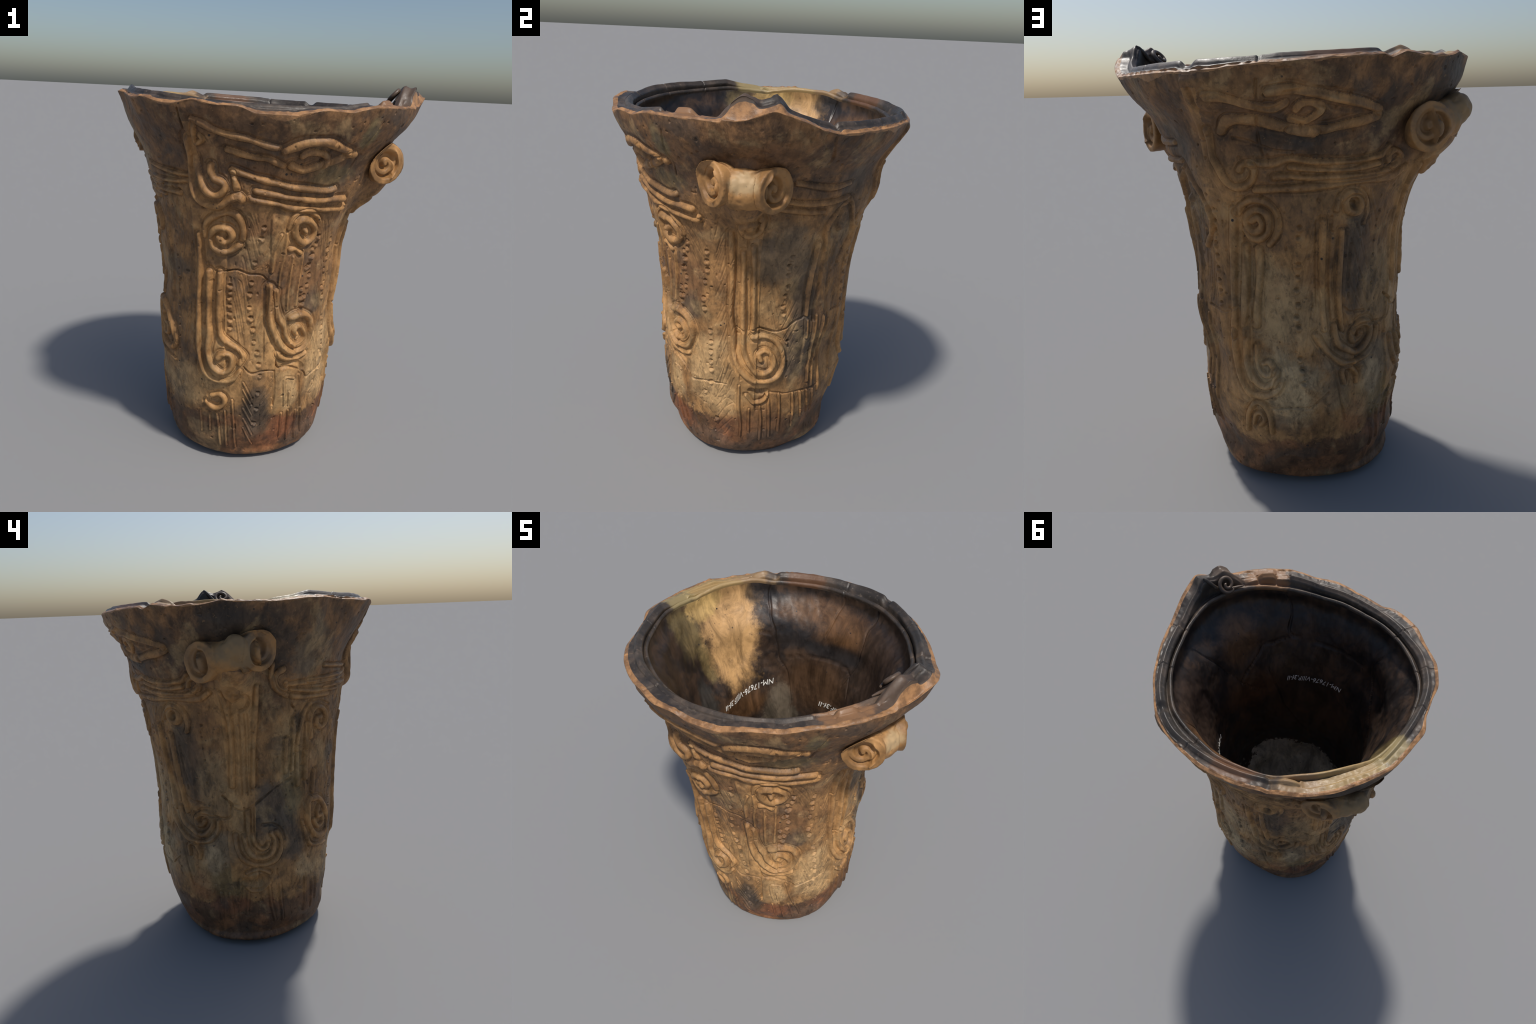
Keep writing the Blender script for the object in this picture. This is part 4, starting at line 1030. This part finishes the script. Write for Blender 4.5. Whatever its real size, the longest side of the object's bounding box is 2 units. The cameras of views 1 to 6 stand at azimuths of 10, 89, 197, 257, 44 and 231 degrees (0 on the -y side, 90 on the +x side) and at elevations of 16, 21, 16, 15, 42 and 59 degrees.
def handle(deg, left, right, disc_r, mid_r, mid_rho, tilt, push, lump, seed):
    """Ram's-horn handle: two hollowed volutes joined by a saddle on a root of clay."""
    t = math.radians(deg)
    er, et, ez = Vector((math.cos(t), math.sin(t), 0)), Vector((-math.sin(t), math.cos(t), 0)), Vector((0, 0, 1))

    def at(a, rho, z):
        return Vector((rho*math.cos(math.radians(a)), rho*math.sin(math.radians(a)), z))

    def frame(z_axis, x_axis, origin, scale):
        z_axis = z_axis.normalized()
        x_axis = (x_axis - z_axis*x_axis.dot(z_axis)).normalized()
        y_axis = z_axis.cross(x_axis)
        m = Matrix((x_axis*scale[0], y_axis*scale[1], z_axis*scale[2])).transposed().to_4x4()
        m.translation = origin
        return m
    bm = bmesh.new()
    discs = []
    for side, (a, rho, z) in ((-1, left), (1, right)):
        c = at(a, rho, z)
        n = (er*tilt + et*side*math.sqrt(1-tilt*tilt)).normalized()
        c = c + n*push
        discs.append((c, n, side))
        bmesh.ops.create_cone(bm, cap_ends=True, segments=48, radius1=disc_r*.86, radius2=disc_r, depth=.15,
                              matrix=frame(n, ez, c - n*.075, (1, 1, 1)))
    a, b = discs[0][0] - discs[0][1]*.05, discs[1][0] - discs[1][1]*.05
    mid = (a+b)/2
    mid = er*mid_rho + et*mid.dot(et) + ez*mid.z
    for p in (a, b):                       # sagging saddle: waist in the middle, flaring into each horn
        for k in range(6):
            e0, e1 = k/6, (k+1)/6
            q0, q1 = mid.lerp(p, e0), mid.lerp(p, e1)
            bmesh.ops.create_cone(bm, cap_ends=True, segments=32, radius1=mid_r + (disc_r*.97-mid_r)*e0**1.6, radius2=mid_r + (disc_r*.97-mid_r)*e1**1.6,
                                  depth=(q1-q0).length + .004, matrix=frame(p-mid, ez, (q0+q1)/2, (1, 1, 1)))
    bmesh.ops.create_uvsphere(bm, u_segments=32, v_segments=16, radius=1, matrix=frame(ez, er, mid, (mid_r*1.02, mid_r*1.1, mid_r*1.05)))
    bmesh.ops.create_uvsphere(bm, u_segments=32, v_segments=16, radius=1, matrix=frame(ez, er, er*.645 + et*mid.dot(et) + ez*(mid.z-.01), (.075, .13, .095)))
    if lump:                               # the neck runs straight down from the bridge
        bmesh.ops.create_uvsphere(bm, u_segments=32, v_segments=16, radius=1, matrix=frame(ez + er*.4, er, er*(mid_rho-.055) + et*mid.dot(et) + ez*(mid.z-.10), (.055, .060, .13)))
    if lump:                               # a torn stump of clay stands up between the horns
        bmesh.ops.create_uvsphere(bm, u_segments=32, v_segments=16, radius=1, matrix=frame(ez, er, at(*lump), (.060, .058, .066)))
    me = bpy.data.meshes.new('handle_mass')
    bm.to_mesh(me)
    bm.free()
    tmp = bpy.data.objects.new('tmp', me)
    bpy.context.scene.collection.objects.link(tmp)
    md = tmp.modifiers.new('r', 'REMESH')
    md.mode, md.voxel_size = 'VOXEL', .0048
    sm = tmp.modifiers.new('s', 'SMOOTH')
    sm.iterations, sm.factor = 9, .5
    mesh = evaluated_mesh(tmp)
    bpy.data.objects.remove(tmp)
    n_v = len(mesh.vertices)
    co = np.empty(n_v*3, np.float32)
    mesh.vertices.foreach_get('co', co)
    co = co.reshape(-1, 3).astype(float)
    nv = np.empty(n_v*3, np.float32)
    mesh.vertices.foreach_get('normal', nv)
    nv = nv.reshape(-1, 3)
    zone = np.zeros(n_v, int)
    shift = np.zeros_like(co)
    near_disc = np.zeros(n_v)
    for k, (c, n, side) in enumerate(discs):
        n_, c_ = np.array(n), np.array(c)
        x_ = np.array((ez - n*ez.dot(n)).normalized())
        y_ = np.cross(n_, x_)
        d = co - c_
        h, u, v = d@n_, d@x_, d@y_
        q, phi = np.hypot(u, v), np.arctan2(v, u)*-side + 1.2
        front = (h > -.045) & (q < disc_r*1.12) & (nv@n_ > .45)
        pitch = disc_r*.56
        arm = (q - disc_r*.80 + pitch*(phi/TAU)) / pitch
        arm = np.abs(arm - np.round(arm))*2
        ridge = smooth(arm, .80, .25)
        core = smooth(q, .018, .008)
        hollow = smooth(q, disc_r*.74, disc_r*.60)
        rel = -.032*hollow*(1 - .80*np.maximum(ridge, core)) + .004*smooth(q, disc_r*.55, disc_r*.75)
        shift += np.where(front, rel, 0)[:, None]*n_
        near_disc = np.maximum(near_disc, smooth(q, disc_r*1.3, disc_r*1.08)*smooth(h, -.11, -.06))
        zone[(h > -.055) & (q < disc_r*1.08) & (nv@n_ > .0)] = k+1
    co = co + shift
    # the horns lie on the collar rather than sink into it
    az, rho = np.arctan2(co[:, 1], co[:, 0]), np.hypot(co[:, 0], co[:, 1])
    jj = np.round((az+math.pi)/TAU*NT).astype(int) % NT
    ii = np.clip(np.round(co[:, 2]/LIP_Z[jj]*(NV-1)).astype(int), 0, NV-1)
    floor_r = (RO + dents)[ii, jj] + .020 + np.einsum('ij,ij->i', shift, shift)**.5*-.6
    lift_r = np.maximum(floor_r - rho, 0)*near_disc
    co[:, :2] *= (1 + lift_r/rho)[:, None]
    wob = .004*lattice_noise(co, 14, seed) + .002*lattice_noise(co, 40, seed+1)
    scar = smooth(np.abs((co-np.array(mid))@np.array(et)), .06, .02)*(nv@np.array(er) > .2)
    wob = wob + scar*.005*lattice_noise(co, 48, seed+2)
    co = co + nv*wob[:, None]
    mesh.vertices.foreach_set('co', co.astype(np.float32).ravel())
    mesh.update()
    nv = np.empty(n_v*3, np.float32)
    mesh.vertices.foreach_get('normal', nv)
    nv = nv.reshape(-1, 3)
    nf = len(mesh.polygons)
    loops = np.empty(len(mesh.loops), np.int32)
    mesh.loops.foreach_get('vertex_index', loops)
    quads = loops.reshape(nf, -1)
    fz = zone[quads[:, 0]]
    deep = np.hypot(co[:, 0], co[:, 1]) < wall_radius(np.arctan2(co[:, 1], co[:, 0]), co[:, 2]) - .025
    outside = ~deep[quads].all(1)          # what would lie buried in the wall is left out
    holder = None
    for k in (0, 1, 2):
        qs = quads[(fz == k) & outside]
        used, inv = np.unique(qs, return_inverse=True)
        qs = inv.reshape(qs.shape)
        part = bpy.data.meshes.new('handle' if k == 0 else 'volute')
        part.from_pydata(co[used].tolist(), [], qs.tolist())
        part.polygons.foreach_set('use_smooth', np.ones(len(qs), bool))
        part.normals_split_custom_set_from_vertices(nv[used])
        ob = add_object(part.name, part, M_HANDLE, holder or pot)
        holder = holder or ob
    bpy.data.meshes.remove(mesh)


def handle_clay():
    n = Nodes('handle_clay')
    mid, fine = n.noise(12, 6, .6), n.noise(46, 6, .7)
    wob = n.math('MULTIPLY', n.math('SUBTRACT', n.math('ADD', n.math('MULTIPLY', mid, .7), n.math('MULTIPLY', fine, .3)), .5), 2.0)
    col = n.mix(n.map(mid, .38, .62), (.22, .115, .043), (.40, .205, .072))
    for p, s, c, k in (((.70, -.045, 1.64), (.08, .055, .05), (.52, .37, .20), .75), ((.66, -.15, 1.70), (.08, .08, .05), (.52, .28, .11), .6),
                       ((-.78, .17, 1.70), (.09, .12, .09), (.27, .18, .09), .8), ((-.66, .06, 1.70), (.10, .12, .10), (.17, .12, .08), .6),
                       ((-.64, .30, 1.64), (.09, .09, .10), (.20, .13, .075), .5), ((.55, -.05, 1.72), (.12, .3, .03), UMBER, .6), ((-.62, .16, 1.76), (.12, .25, .04), UMBER, .7)):
        col = n.patch(col, p, s, c, k, wob, .7)
    col = n.mix(n.map(fine, .58, .72, 0, .45), col, (.09, .06, .04))
    return n.finish(col, .55, fine, .3, .35)


M_HANDLE = handle_clay()
handle(-4.0, (-14.9, .655, 1.622), (6.6, .657, 1.608), .103, .066, .652, .66, .020, None, 51)
handle(166.0, (155.5, .700, 1.632), (175.6, .700, 1.676), .098, .074, .722, .80, .030, (168, .758, 1.69), 61)

# ------------------------------------------------------------------ scroll on the rim peak


def tube(name, pts, radius, mat):
    cu = bpy.data.curves.new(name, 'CURVE')
    cu.dimensions = '3D'
    cu.bevel_depth, cu.bevel_resolution, cu.use_fill_caps = 1.0, 5, True
    sp = cu.splines.new('POLY')
    sp.points.add(len(pts)-1)
    for k, p in enumerate(pts):
        sp.points[k].co = (*p, 1)
        e = k/(len(pts)-1)
        sp.points[k].radius = radius*(1 - .35*e)*min(1, .45+6*e, .45+6*(1-e))
    ob = bpy.data.objects.new(name, cu)
    bpy.context.scene.collection.objects.link(ob)
    me = evaluated_mesh(ob)
    bpy.data.objects.remove(ob)
    me.name = name
    me.polygons.foreach_set('use_smooth', np.ones(len(me.polygons), bool))
    return add_object(name, me, mat)


def polar(deg, rho, z):
    return Vector((rho*math.cos(math.radians(deg)), rho*math.sin(math.radians(deg)), z))


c0 = polar(-3.2, .664, 1.942)
er, et = polar(-3.5, 1, 0), polar(86.5, 1, 0)
up = (Vector((0, 0, 1))*.70 + er*.62).normalized()
pts = []
for k in range(90):
    e = k/89
    ang = -2.2 + e*TAU*1.55
    rad = .044*(1-e) + .008
    pts.append(tuple(c0 + (et*math.cos(ang) + up*math.sin(ang))*rad - er*(.010+.012*e) + Vector((0, 0, .004))))
tube('rim_scroll', pts, .0125, M_RIM)
tail = spline([[*polar(6, .716, 1.995)], [*polar(4, .690, 1.965)], [*polar(1, .668, 1.925)], [*polar(-4, .652, 1.905)], [*polar(-12, .640, 1.902)]], 8)
tube('rim_cord', [tuple(p) for p in tail], .0115, M_RIM)

# ------------------------------------------------------------------ inventory number in white ink


def inscription(body, deg, z, slope, size):
    cu = bpy.data.curves.new('inventory_number', 'FONT')
    cu.body, cu.size, cu.extrude, cu.resolution_u = body, size, .0012, 3
    cu.shear, cu.space_character = .18, 1.02
    ob = bpy.data.objects.new('inventory_number', cu)
    bpy.context.scene.collection.objects.link(ob)
    me = evaluated_mesh(ob)
    bpy.data.objects.remove(ob)
    co = np.empty(len(me.vertices)*3, np.float32)
    me.vertices.foreach_get('co', co)
    co = co.reshape(-1, 3).astype(float)
    r0 = float(inner_radius(np.array(math.radians(deg)), np.array(z)))
    co[:, 1] += .003*np.sin(co[:, 0]*70)
    th = math.radians(deg) + co[:, 0]/r0
    zz = z + slope*co[:, 0] - co[:, 1]
    r = inner_radius(th, zz) - .0055 - co[:, 2]
    # the wall's own unevenness
    p = np.stack([r*np.cos(th), r*np.sin(th), zz], -1)
    r = r + .004*lattice_noise(p, 6, 21)
    out = np.stack([r*np.cos(th), r*np.sin(th), zz], -1)
    me.vertices.foreach_set('co', out.astype(np.float32).ravel())
    me.name = 'inventory_number'
    me.update()
    add_object('inventory_number', me, M_INK)


for a, z, sl in ((138, 1.33, -.14), (-85, 1.32, .02), (50, 1.22, -.04)):
    inscription('NM-17676-VIIIF.3f-II', a, z, sl, .046)
